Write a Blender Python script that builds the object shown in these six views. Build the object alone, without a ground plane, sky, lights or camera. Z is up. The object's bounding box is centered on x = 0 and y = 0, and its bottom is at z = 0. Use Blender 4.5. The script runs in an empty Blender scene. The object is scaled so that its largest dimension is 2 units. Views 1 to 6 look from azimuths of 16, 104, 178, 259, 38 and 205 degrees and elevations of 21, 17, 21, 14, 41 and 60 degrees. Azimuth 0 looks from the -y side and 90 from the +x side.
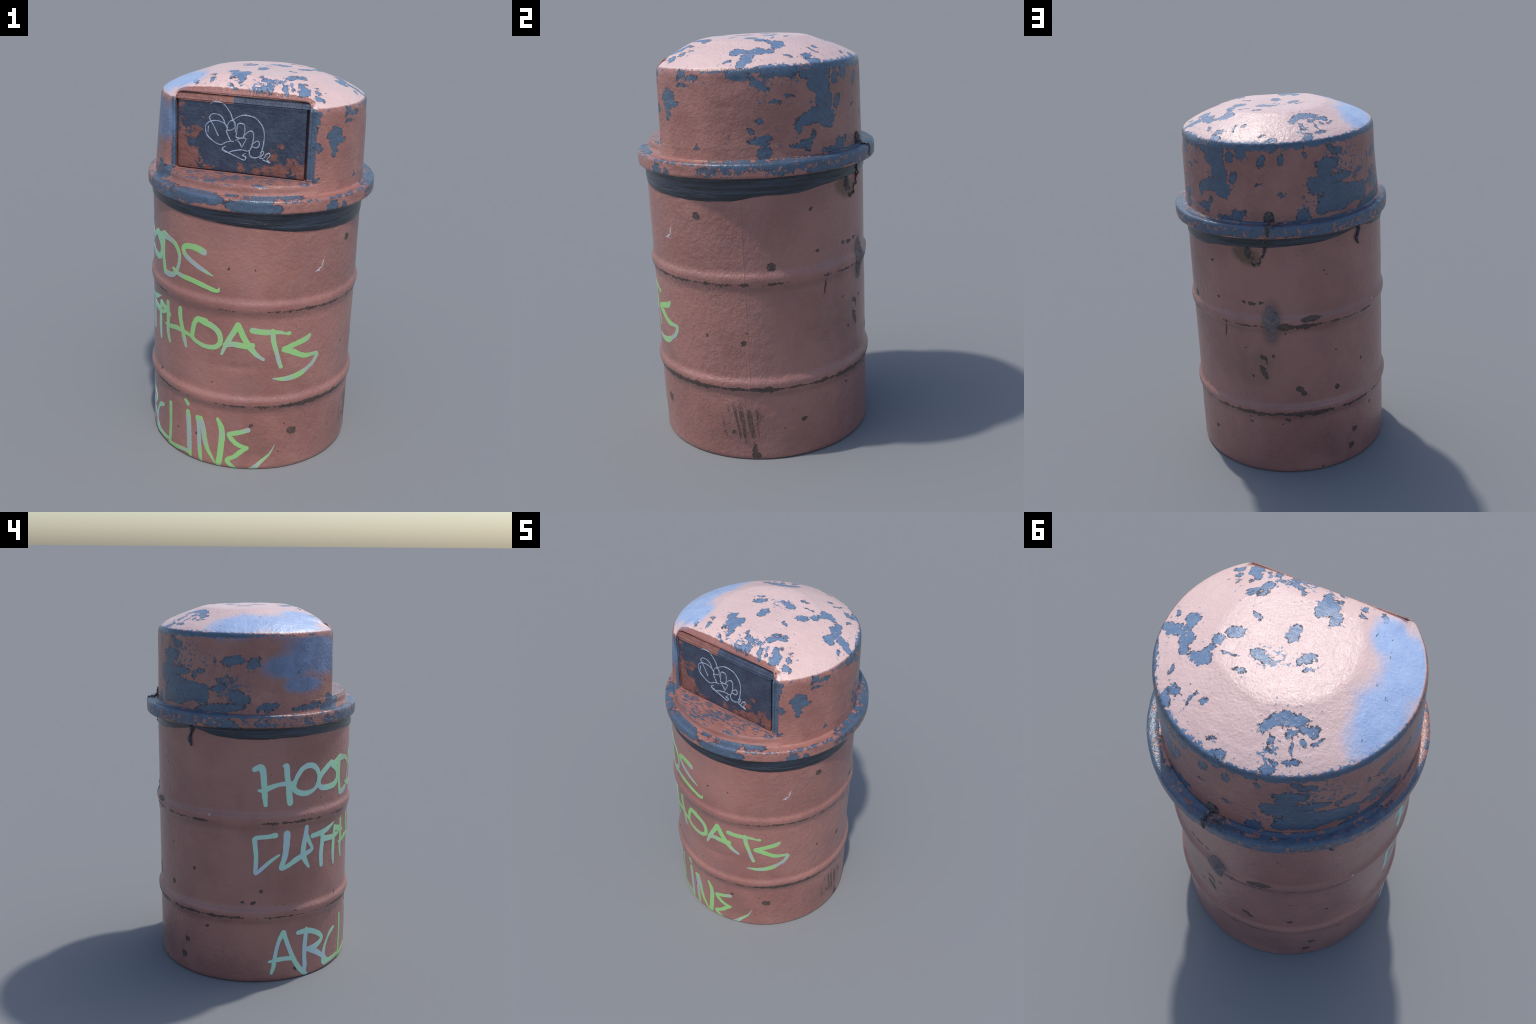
# A rusty steel drum used as a litter bin: ribbed drum with hand-painted words,
# a wrap of dark tape, a domed lid with a push flap, a chain and a welded lug.
import bpy, bmesh, math, random
from mathutils import Vector, Matrix, noise, Euler

random.seed(11)
SC = bpy.context.scene.collection
TAU = 2 * math.pi

# ------------------------------------------------------------------ helpers
DRUM_AXIS = (-0.015, -0.015)
DRUM_R = 0.541


def smooth(a, b, x):
    t = min(1.0, max(0.0, (x - a) / (b - a)))
    return t * t * (3 - 2 * t)


def lerp_table(table, x):
    if x <= table[0][0]:
        return table[0][1]
    for (x0, y0), (x1, y1) in zip(table, table[1:]):
        if x <= x1:
            return y0 + (y1 - y0) * (x - x0) / (x1 - x0)
    return table[-1][1]


def fbm(p, octaves=3):
    return noise.fractal(Vector(p), 1.0, 2.0, octaves)


def new_object(name, mesh, parent=None, material=None):
    ob = bpy.data.objects.new(name, mesh)
    SC.objects.link(ob)
    ob.parent = parent
    if material:
        mesh.materials.append(material)
    return ob


def mesh_from(name, verts, faces, smooth_shade=True):
    me = bpy.data.meshes.new(name)
    me.from_pydata(verts, [], faces)
    bm = bmesh.new()
    bm.from_mesh(me)
    bmesh.ops.remove_doubles(bm, verts=bm.verts, dist=1e-6)
    bmesh.ops.recalc_face_normals(bm, faces=bm.faces)
    bm.to_mesh(me)
    bm.free()
    if smooth_shade:
        me.polygons.foreach_set('use_smooth', [True] * len(me.polygons))
    me.update()
    return me


def lathe(profile, segs, place, close_ends=True, loop=False):
    """profile: list of parameters, place(param, angle) -> xyz."""
    verts, faces = [], []
    n = len(profile)
    for p in profile:
        for j in range(segs):
            verts.append(place(p, TAU * j / segs))
    rows = n if loop else n - 1
    for i in range(rows):
        k = (i + 1) % n
        for j in range(segs):
            m = (j + 1) % segs
            faces.append((i * segs + j, i * segs + m, k * segs + m, k * segs + j))
    if close_ends and not loop:
        for i, flip in ((0, True), (n - 1, False)):
            ring = [i * segs + j for j in range(segs)]
            c = [sum(verts[q][a] for q in ring) / segs for a in range(3)]
            verts.append(tuple(c))
            ci = len(verts) - 1
            for j in range(segs):
                faces.append((ring[j], ring[(j + 1) % segs], ci))
    return verts, faces


def dense(points, step):
    """subdivide a 2-D polyline"""
    out = []
    for (a0, b0), (a1, b1) in zip(points, points[1:]):
        n = max(1, int(math.hypot(a1 - a0, b1 - b0) / step))
        out += [(a0 + (a1 - a0) * i / n, b0 + (b1 - b0) * i / n) for i in range(n)]
    return out + [points[-1]]


def catmull(pts, per=6, closed=False):
    out = []
    n = len(pts)
    for i in range(n - 1):
        p0 = pts[max(i - 1, 0)]
        p1, p2 = pts[i], pts[i + 1]
        p3 = pts[min(i + 2, n - 1)]
        for k in range(per):
            t = k / per
            out.append(tuple(0.5 * ((2 * b) + (-a + c) * t + (2 * a - 5 * b + 4 * c - d) * t * t
                                    + (-a + 3 * b - 3 * c + d) * t ** 3)
                             for a, b, c, d in zip(p0, p1, p2, p3)))
    out.append(tuple(pts[-1]))
    return out


# ------------------------------------------------------------------ node kit
class Kit:
    def __init__(self, name):
        self.mat = bpy.data.materials.new(name)
        self.mat.use_nodes = True
        self.t = self.mat.node_tree
        self.t.nodes.clear()
        self.out = self.t.nodes.new('ShaderNodeOutputMaterial')
        self.bsdf = self.t.nodes.new('ShaderNodeBsdfPrincipled')
        self.t.links.new(self.bsdf.outputs[0], self.out.inputs[0])
        self.obj = self.t.nodes.new('ShaderNodeTexCoord').outputs['Object']

    def put(self, sock, val):
        if hasattr(val, 'links') or isinstance(val, bpy.types.NodeSocket):
            self.t.links.new(val, sock)
        elif isinstance(val, (tuple, list)) and len(val) == 3 and sock.type == 'RGBA':
            sock.default_value = (*val, 1)
        else:
            sock.default_value = val

    def math(self, op, a, b=0.0, c=None, clamp=False):
        n = self.t.nodes.new('ShaderNodeMath')
        n.operation = op
        n.use_clamp = clamp
        self.put(n.inputs[0], a)
        self.put(n.inputs[1], b)
        if c is not None:
            self.put(n.inputs[2], c)
        return n.outputs[0]

    def vec(self, op, a, b=(0, 0, 0), scale=None, c=None):
        n = self.t.nodes.new('ShaderNodeVectorMath')
        n.operation = op
        self.put(n.inputs[0], a)
        if op != 'LENGTH':
            self.put(n.inputs[1], b)
        if c is not None:
            self.put(n.inputs[2], c)
        if scale is not None:
            self.put(n.inputs['Scale'], scale)
        return n.outputs['Value'] if op in ('LENGTH', 'DISTANCE', 'DOT_PRODUCT') else n.outputs[0]

    def mapping(self, v, loc=(0, 0, 0), rot=(0, 0, 0), scale=(1, 1, 1), kind='POINT'):
        n = self.t.nodes.new('ShaderNodeMapping')
        n.vector_type = kind
        self.put(n.inputs['Vector'], v)
        n.inputs['Location'].default_value = loc
        n.inputs['Rotation'].default_value = rot
        n.inputs['Scale'].default_value = scale
        return n.outputs[0]

    def noise(self, scale, detail=3, rough=0.55, v=None, color=False):
        n = self.t.nodes.new('ShaderNodeTexNoise')
        self.put(n.inputs['Vector'], self.obj if v is None else v)
        n.inputs['Scale'].default_value = scale
        n.inputs['Detail'].default_value = detail
        n.inputs['Roughness'].default_value = rough
        return n.outputs['Color' if color else 'Fac']

    def voronoi(self, scale, v=None, out='Distance', feature='F1', rand=1.0):
        n = self.t.nodes.new('ShaderNodeTexVoronoi')
        n.feature = feature
        self.put(n.inputs['Vector'], self.obj if v is None else v)
        n.inputs['Scale'].default_value = scale
        n.inputs['Randomness'].default_value = rand
        return n.outputs[out]

    def step(self, x, a, b):
        """smoothstep: 0 at a, 1 at b (a may exceed b)"""
        n = self.t.nodes.new('ShaderNodeMapRange')
        n.interpolation_type = 'SMOOTHSTEP'
        flip = a > b
        self.put(n.inputs[0], x)
        n.inputs[1].default_value = min(a, b)
        n.inputs[2].default_value = max(a, b)
        n.inputs[3].default_value = 1.0 if flip else 0.0
        n.inputs[4].default_value = 0.0 if flip else 1.0
        return n.outputs[0]

    def mix(self, fac, a, b):
        n = self.t.nodes.new('ShaderNodeMix')
        n.data_type = 'RGBA'
        self.put(n.inputs[0], fac)
        self.put(n.inputs[6], a)
        self.put(n.inputs[7], b)
        return n.outputs[2]

    def xyz(self, v=None):
        n = self.t.nodes.new('ShaderNodeSeparateXYZ')
        self.put(n.inputs[0], self.obj if v is None else v)
        return n.outputs

    def bump(self, height, strength, dist, normal=None):
        n = self.t.nodes.new('ShaderNodeBump')
        n.inputs['Strength'].default_value = strength
        n.inputs['Distance'].default_value = dist
        self.put(n.inputs['Height'], height)
        if normal is not None:
            self.put(n.inputs['Normal'], normal)
        return n.outputs[0]

    def mask_all(self, masks):
        r = masks[0]
        for m in masks[1:]:
            r = self.math('MAXIMUM', r, m)
        return r

    def finish(self, color, rough=0.5, normal=None, metallic=0.0, spec=0.5, coat=0.0):
        self.put(self.bsdf.inputs['Base Color'], color)
        self.put(self.bsdf.inputs['Roughness'], rough)
        self.put(self.bsdf.inputs['Metallic'], metallic)
        self.put(self.bsdf.inputs['Specular IOR Level'], spec)
        if normal is not None:
            self.put(self.bsdf.inputs['Normal'], normal)
        if coat:
            self.bsdf.inputs['Coat Weight'].default_value = coat
            self.bsdf.inputs['Coat Roughness'].default_value = 0.16
            if normal is not None:
                self.put(self.bsdf.inputs['Coat Normal'], normal)
        return self.mat

    # -- flaking paint ------------------------------------------------------
    def flake_coords(self, amp=1.0, stretch=(1, 1, 1)):
        """Object position jittered in metres, partly snapped to small cells so
        that the rims of the flakes come out torn and angular."""
        p = self.obj
        w1 = self.vec('SUBTRACT', self.noise(16, 2, 0.6, color=True), (0.5, 0.5, 0.5))
        w2 = self.vec('SUBTRACT', self.noise(55, 4, 0.65, color=True), (0.5, 0.5, 0.5))
        q = self.vec('ADD', p, self.vec('SCALE', w1, scale=0.050 * amp))
        q = self.vec('ADD', q, self.vec('SCALE', w2, scale=0.026 * amp))
        w3 = self.vec('SUBTRACT', self.noise(150, 3, 0.7, color=True), (0.5, 0.5, 0.5))
        cell = self.vec('DIVIDE', self.voronoi(85, v=q, out='Position'), (1, 1, 1))
        d = self.vec('SUBTRACT', cell, q)
        q = self.vec('ADD', q, self.vec('SCALE', d, scale=0.58))
        return self.vec('ADD', q, self.vec('SCALE', w3, scale=0.010 * amp))

    def ellipsoid(self, q, spot, axis, thick):
        """signed distance-like value (m), negative inside a spot lying on the surface."""
        a, r, z, la, lb, tilt, up = spot
        a = math.radians(a)
        e1 = Vector((math.cos(a), math.sin(a), 0))
        er = Vector((math.sin(a), -math.cos(a), 0))
        e2 = {'wall': Vector((0, 0, 1)), 'roof': (-er * 0.92 + Vector((0, 0, 0.39))),
              'flat': -er}[up]
        e3 = e1.cross(e2).normalized()
        t = math.radians(tilt)
        u = e1 * math.cos(t) + e2 * math.sin(t)
        v = e3.cross(u)
        rot = Matrix((u, v, e3)).transposed().to_euler('XYZ')
        c = Vector((axis[0], axis[1], 0)) + er * r + Vector((0, 0, z))
        tn = max(thick, la * 0.45)
        m = self.mapping(q, tuple(c), tuple(rot), (la, lb, tn), 'TEXTURE')
        ln = self.vec('LENGTH', m)
        return self.math('MULTIPLY_ADD', ln, lb, -lb)

    def spots(self, q, spots, axis=(0, 0), thick=0.03):
        f = None
        for s in spots:
            # each spot waits for the one before it, which keeps the shader stack small
            qi = q if f is None else self.vec('MULTIPLY_ADD', f, (1e-7, 1e-7, 1e-7), c=q)
            d = self.ellipsoid(qi, s, axis, thick)
            f = d if f is None else self.math('MINIMUM', f, d)
        return f


def wall(a, r, z, la, lb, t):
    return (a, r, z, la, lb, t, 'wall')


def roof(a, r, z, la, lb, t):
    return (a, r, z, la, lb, t, 'roof')


def flat(a, r, z, la, lb, t):
    return (a, r, z, la, lb, t, 'flat')


# ------------------------------------------------------------------ colours
PINK = (0.375, 0.167, 0.136)  # base darkened partway toward the shade baked on walls and drum
PINK_DEEP = (0.290, 0.122, 0.101)
PALE = (0.75, 0.53, 0.49)          # pale pink of the roof, lighter than the walls
PALE_2 = (0.71, 0.49, 0.45)
BLUE = (0.080, 0.124, 0.192)
BLUE_DEEP = (0.020, 0.032, 0.055)
SPRAY = (0.20, 0.33, 0.56)
RUST = (0.055, 0.032, 0.022)
GREY_RUST = (0.075, 0.072, 0.068)

# ------------------------------------------------------------------ where the paint has come off
# (angle round the axis in degrees, radius, height, half length, half width, tilt)
HOOD_WALL = [
    wall(56.2, 0.524, 1.757, 0.054, 0.048, 71),
    wall(60.9, 0.525, 1.734, 0.03, 0.016, 7),
    wall(56.2, 0.526, 1.694, 0.035, 0.016, -81),
    wall(97.1, 0.519, 1.858, 0.058, 0.025, -7),
    wall(106.9, 0.522, 1.815, 0.058, 0.019, -37),
    wall(112, 0.516, 1.869, 0.043, 0.021, -4),
    roof(116.9, 0.512, 1.878, 0.098, 0.023, -8),
    wall(139, 0.522, 1.802, 0.069, 0.05, -35),
    wall(142.1, 0.525, 1.731, 0.061, 0.055, -28),
    wall(136.3, 0.527, 1.663, 0.105, 0.039, 8),
    wall(126.3, 0.529, 1.623, 0.037, 0.022, 90),
    wall(143.3, 0.528, 1.649, 0.058, 0.05, -22),
    wall(151.5, 0.526, 1.708, 0.035, 0.019, 73),
    wall(134.3, 0.52, 1.848, 0.067, 0.024, -5),
    wall(108.3, 0.53, 1.581, 0.046, 0.019, 6),
    wall(106.2, 0.531, 1.561, 0.056, 0.015, -13),
    wall(108.6, 0.533, 1.52, 0.037, 0.031, -6),
    wall(106.4, 0.527, 1.659, 0.016, 0.013, 88),
    wall(121.3, 0.524, 1.759, 0.023, 0.01, -14),
    wall(113.9, 0.524, 1.74, 0.026, 0.007, -9),
    wall(129.2, 0.532, 1.552, 0.033, 0.017, 23),
    wall(122.1, 0.532, 1.537, 0.023, 0.009, -6),
    wall(151.5, 0.533, 1.51, 0.042, 0.031, 34),
    wall(147.1, 0.533, 1.501, 0.039, 0.013, -10),
    wall(141.3, 0.533, 1.499, 0.019, 0.016, -61),
    wall(66.9, 0.517, 1.865, 0.018, 0.015, 68),
    wall(72.7, 0.52, 1.848, 0.033, 0.014, -6),
    wall(102.2, 0.529, 1.615, 0.018, 0.011, -43),
    wall(168.3, 0.522, 1.805, 0.033, 0.018, 71),
    wall(178.7, 0.522, 1.812, 0.027, 0.02, 88),
    wall(-170.9, 0.517, 1.867, 0.026, 0.018, -9),
    roof(173.5, 0.514, 1.873, 0.038, 0.022, -6),
    wall(149.5, 0.521, 1.824, 0.037, 0.023, 79),
    wall(156.6, 0.52, 1.844, 0.037, 0.033, 55),
    wall(140.5, 0.52, 1.855, 0.057, 0.041, 9),
    wall(-156.3, 0.523, 1.771, 0.052, 0.024, 12),
    wall(-150.6, 0.524, 1.755, 0.029, 0.025, -41),
    wall(-163, 0.527, 1.676, 0.044, 0.037, -5),
    wall(-163.9, 0.528, 1.638, 0.03, 0.024, -82),
    wall(-147.6, 0.526, 1.684, 0.089, 0.027, -1),
    wall(-144.6, 0.53, 1.585, 0.144, 0.057, 0),
    wall(-152.7, 0.531, 1.561, 0.087, 0.046, -15),
    wall(-131.7, 0.53, 1.583, 0.075, 0.052, -29),
    wall(-159.2, 0.532, 1.538, 0.034, 0.028, -75),
    wall(-169.6, 0.533, 1.512, 0.042, 0.033, 9),
    wall(153.5, 0.533, 1.511, 0.045, 0.02, 20),
    wall(156.7, 0.532, 1.533, 0.024, 0.017, 78),
    wall(143.6, 0.534, 1.493, 0.025, 0.016, 75),
    wall(132.3, 0.532, 1.547, 0.052, 0.015, 57),
    wall(127.6, 0.532, 1.541, 0.036, 0.02, 6),
    wall(166.2, 0.527, 1.681, 0.017, 0.008, 26),
    wall(179.1, 0.529, 1.631, 0.014, 0.012, -5),
    wall(-168, 0.521, 1.827, 0.014, 0.013, -73),
    wall(-110.9, 0.524, 1.752, 0.061, 0.024, 7),
    wall(-99.6, 0.525, 1.729, 0.038, 0.022, 0),
    wall(-99.6, 0.524, 1.756, 0.033, 0.011, 15),
    wall(-121.3, 0.524, 1.751, 0.012, 0.009, 86),
    wall(-154.4, 0.524, 1.744, 0.066, 0.038, 30),
    wall(-157.9, 0.527, 1.66, 0.07, 0.051, 18),
    wall(-144.7, 0.53, 1.606, 0.107, 0.041, -20),
    wall(-146.4, 0.531, 1.564, 0.147, 0.052, 3),
    wall(-130.2, 0.53, 1.591, 0.053, 0.039, 11),
    wall(-134.8, 0.527, 1.671, 0.022, 0.014, 86),
    wall(-107.2, 0.531, 1.564, 0.055, 0.036, -18),
    wall(-118.1, 0.533, 1.51, 0.145, 0.022, 4),
    wall(-91.1, 0.533, 1.517, 0.061, 0.022, 8),
    wall(-68.3, 0.533, 1.508, 0.096, 0.018, 3),
    wall(-51, 0.532, 1.53, 0.038, 0.032, -48),
    wall(-118.9, 0.529, 1.612, 0.047, 0.016, 17),
    wall(-118.3, 0.528, 1.648, 0.02, 0.012, 5),
    wall(-130.4, 0.526, 1.694, 0.026, 0.014, 6),
    wall(-111.5, 0.528, 1.651, 0.022, 0.008, -43),
    wall(-151.3, 0.521, 1.831, 0.04, 0.017, -37),
    wall(-147.1, 0.521, 1.823, 0.035, 0.014, -28),
    wall(45, 0.517, 1.863, 0.025, 0.015, 7),
    wall(44.6, 0.514, 1.835, 0.028, 0.013, 84),
    wall(44.2, 0.51, 1.794, 0.019, 0.009, -84),
    wall(45.4, 0.521, 1.706, 0.026, 0.016, -80),
    wall(66.4, 0.517, 1.866, 0.023, 0.016, -24),
    wall(73.3, 0.52, 1.853, 0.033, 0.011, -6),
    wall(64.1, 0.52, 1.85, 0.011, 0.006, -15),
    wall(66.7, 0.521, 1.822, 0.029, 0.008, -10),
    wall(74.3, 0.532, 1.545, 0.012, 0.01, -23),
    wall(45.6, 0.523, 1.558, 0.014, 0.011, 74),
    wall(-51.1, 0.534, 1.497, 0.105, 0.041, 23),
]
HOOD_ROOF = [
    roof(42.9, 0.4, 1.93, 0.038, 0.029, -84),
    roof(50.4, 0.445, 1.91, 0.029, 0.026, -36),
    roof(53.5, 0.404, 1.928, 0.017, 0.013, 54),
    roof(48.2, 0.365, 1.945, 0.014, 0.01, -86),
    roof(101.4, 0.439, 1.913, 0.08, 0.028, 67),
    roof(95.8, 0.379, 1.939, 0.048, 0.035, 34),
    roof(108.4, 0.381, 1.938, 0.055, 0.033, 27),
    roof(114.3, 0.383, 1.937, 0.04, 0.028, 35),
    roof(124.6, 0.33, 1.96, 0.051, 0.024, 52),
    roof(120.3, 0.296, 1.974, 0.032, 0.017, -78),
    roof(113.1, 0.261, 1.985, 0.029, 0.023, -90),
    roof(104.9, 0.202, 1.991, 0.035, 0.026, 79),
    roof(137.7, 0.447, 1.909, 0.04, 0.025, 33),
    roof(145.8, 0.407, 1.926, 0.038, 0.007, -69),
    roof(151.8, 0.376, 1.94, 0.021, 0.014, 38),
    roof(125.6, 0.436, 1.914, 0.024, 0.011, -32),
    roof(90.8, 0.463, 1.902, 0.025, 0.011, 23),
    roof(135.1, 0.49, 1.891, 0.021, 0.017, -42),
    roof(73.5, 0.165, 1.994, 0.021, 0.011, 85),
    roof(8.6, 0.037, 1.999, 0.038, 0.024, 70),
    roof(-24.2, 0.014, 2, 0.028, 0.018, -80),
    roof(142.6, 0.135, 1.996, 0.029, 0.027, -15),
    roof(157.7, 0.13, 1.996, 0.032, 0.016, 37),
    roof(151.7, 0.22, 1.989, 0.024, 0.013, 32),
    roof(129.9, 0.231, 1.988, 0.028, 0.009, 55),
    roof(-121.2, 0.105, 1.997, 0.04, 0.019, -11),
    roof(-129.1, 0.148, 1.995, 0.024, 0.007, -21),
    roof(-18.8, 0.21, 1.99, 0.068, 0.04, 83),
    roof(-35.2, 0.195, 1.991, 0.037, 0.023, -63),
    roof(-9.9, 0.257, 1.985, 0.044, 0.02, -68),
    roof(18.9, 0.274, 1.983, 0.045, 0.016, -51),
    roof(44.6, 0.269, 1.984, 0.034, 0.02, 6),
    roof(54.2, 0.282, 1.981, 0.024, 0.013, -42),
    roof(11.3, 0.228, 1.988, 0.019, 0.013, -89),
    roof(-156.6, 0.322, 1.963, 0.073, 0.03, -3),
    roof(-168.6, 0.348, 1.952, 0.04, 0.028, 27),
    roof(-144.7, 0.359, 1.947, 0.047, 0.017, -23),
    roof(-154.3, 0.365, 1.945, 0.027, 0.02, 0),
    roof(-154.3, 0.457, 1.905, 0.03, 0.016, 0),
    roof(-161.7, 0.46, 1.904, 0.021, 0.012, -9),
    roof(-147.6, 0.401, 1.929, 0.017, 0.009, -77),
    roof(-141.4, 0.404, 1.928, 0.027, 0.009, 24),
    roof(-154.3, 0.414, 1.923, 0.033, 0.009, 80),
    roof(-163.8, 0.4, 1.93, 0.04, 0.008, 89),
    roof(174.9, 0.481, 1.894, 0.026, 0.017, 15),
    roof(-164.5, 0.487, 1.892, 0.04, 0.017, 4),
    roof(168.4, 0.453, 1.907, 0.014, 0.008, 30),
    roof(137.8, 0.49, 1.891, 0.037, 0.018, 1),
    roof(21.3, 0.321, 1.963, 0.045, 0.017, 81),
    roof(15.2, 0.328, 1.96, 0.031, 0.015, -78),
    roof(32.3, 0.352, 1.95, 0.034, 0.013, 72),
    roof(37.9, 0.358, 1.947, 0.021, 0.009, 65),
    roof(45.3, 0.352, 1.95, 0.032, 0.024, 68),
    roof(46.8, 0.373, 1.941, 0.022, 0.019, 60),
    roof(57.1, 0.366, 1.944, 0.019, 0.011, 15),
    roof(54.1, 0.403, 1.928, 0.023, 0.017, -3),
    roof(49.6, 0.24, 1.987, 0.022, 0.014, 1),
    roof(57.8, 0.262, 1.985, 0.023, 0.011, -21),
    roof(29.8, 0.295, 1.975, 0.023, 0.011, 74),
    roof(10.4, 0.335, 1.957, 0.022, 0.019, -82),
    roof(52.6, 0.467, 1.901, 0.018, 0.007, 43),
    roof(50.9, 0.336, 1.957, 0.012, 0.009, 13),
    roof(-43.7, 0.373, 1.941, 0.033, 0.012, -23),
    roof(-11.5, 0.324, 1.962, 0.021, 0.01, -58),
    roof(-40.1, 0.293, 1.976, 0.015, 0.008, 65),
    roof(-33.9, 0.323, 1.963, 0.024, 0.014, -58),
]
FLANGE_SPOTS = [
    wall(-16.1, 0.584, 1.474, 0.156, 0.037, 0),
    wall(10.5, 0.584, 1.452, 0.13, 0.033, -1),
    wall(-39.6, 0.581, 1.478, 0.087, 0.038, 15),
    flat(-47.3, 0.546, 1.487, 0.073, 0.029, -5),
    wall(-25.8, 0.534, 1.493, 0.068, 0.012, 6),
    wall(-24, 0.533, 1.516, 0.041, 0.019, 16),
    wall(0.1, 0.533, 1.499, 0.03, 0.022, 75),
    wall(1.1, 0.534, 1.493, 0.029, 0.01, 2),
    wall(14.3, 0.533, 1.519, 0.025, 0.019, 4),
    flat(18.1, 0.551, 1.487, 0.056, 0.048, -45),
    wall(8.4, 0.534, 1.493, 0.019, 0.008, 0),
    wall(33.9, 0.533, 1.518, 0.057, 0.02, -4),
    flat(30.2, 0.544, 1.487, 0.046, 0.023, 17),
    flat(17.8, 0.542, 1.488, 0.063, 0.041, 10),
    wall(52, 0.584, 1.445, 0.029, 0.023, -54),
    wall(58.1, 0.584, 1.434, 0.016, 0.012, -42),
    flat(89.8, 0.545, 1.487, 0.078, 0.02, -5),
    flat(84, 0.575, 1.482, 0.056, 0.02, -16),
    flat(98.6, 0.557, 1.487, 0.027, 0.016, 13),
    wall(19.4, 0.584, 1.449, 0.078, 0.029, 1),
    wall(51.2, 0.584, 1.439, 0.034, 0.025, 52),
    wall(58.8, 0.584, 1.432, 0.023, 0.01, 10),
    wall(80.4, 0.584, 1.446, 0.04, 0.02, -14),
    wall(95.9, 0.584, 1.466, 0.124, 0.019, 3),
    wall(117.3, 0.58, 1.478, 0.16, 0.022, 3),
    wall(137.6, 0.584, 1.46, 0.16, 0.045, 0),
    wall(155.3, 0.584, 1.463, 0.18, 0.04, -3),
    flat(94.1, 0.549, 1.487, 0.099, 0.057, 11),
    flat(31.1, 0.54, 1.488, 0.069, 0.02, -9),
    wall(158.9, 0.534, 1.492, 0.159, 0.02, -3),
    wall(130.3, 0.584, 1.463, 0.152, 0.028, -4),
    wall(152.1, 0.584, 1.458, 0.143, 0.021, -1),
    wall(174.4, 0.584, 1.454, 0.159, 0.027, 1),
    wall(-166.6, 0.584, 1.464, 0.2, 0.034, 2),
    wall(-144.5, 0.584, 1.474, 0.169, 0.044, 1),
    wall(-121.4, 0.581, 1.477, 0.212, 0.043, -27),
    flat(-162.5, 0.567, 1.486, 0.176, 0.046, -3),
    flat(-132.3, 0.565, 1.486, 0.157, 0.043, -3),
    wall(111.4, 0.533, 1.519, 0.163, 0.021, 16),
    flat(114, 0.574, 1.483, 0.13, 0.034, -20),
    flat(151.8, 0.575, 1.482, 0.071, 0.026, 0),
    wall(-160.3, 0.584, 1.475, 0.127, 0.052, 12),
    wall(-137, 0.584, 1.468, 0.179, 0.046, 3),
    wall(-133, 0.534, 1.493, 0.169, 0.014, 3),
    wall(-165, 0.534, 1.494, 0.188, 0.019, 2),
    wall(-121, 0.584, 1.461, 0.037, 0.033, 28),
    wall(-94.7, 0.584, 1.439, 0.033, 0.017, -1),
    wall(-70.3, 0.584, 1.442, 0.028, 0.02, 49),
    wall(-67.6, 0.584, 1.425, 0.036, 0.011, -14),
    wall(-56.3, 0.584, 1.434, 0.051, 0.025, -4),
    wall(-39.3, 0.584, 1.444, 0.139, 0.048, -9),
    wall(-103.3, 0.584, 1.469, 0.012, 0.011, 5),
    wall(-111.4, 0.581, 1.477, 0.028, 0.011, 32),
    wall(-51, 0.534, 1.49, 0.089, 0.029, -4),
]
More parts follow.
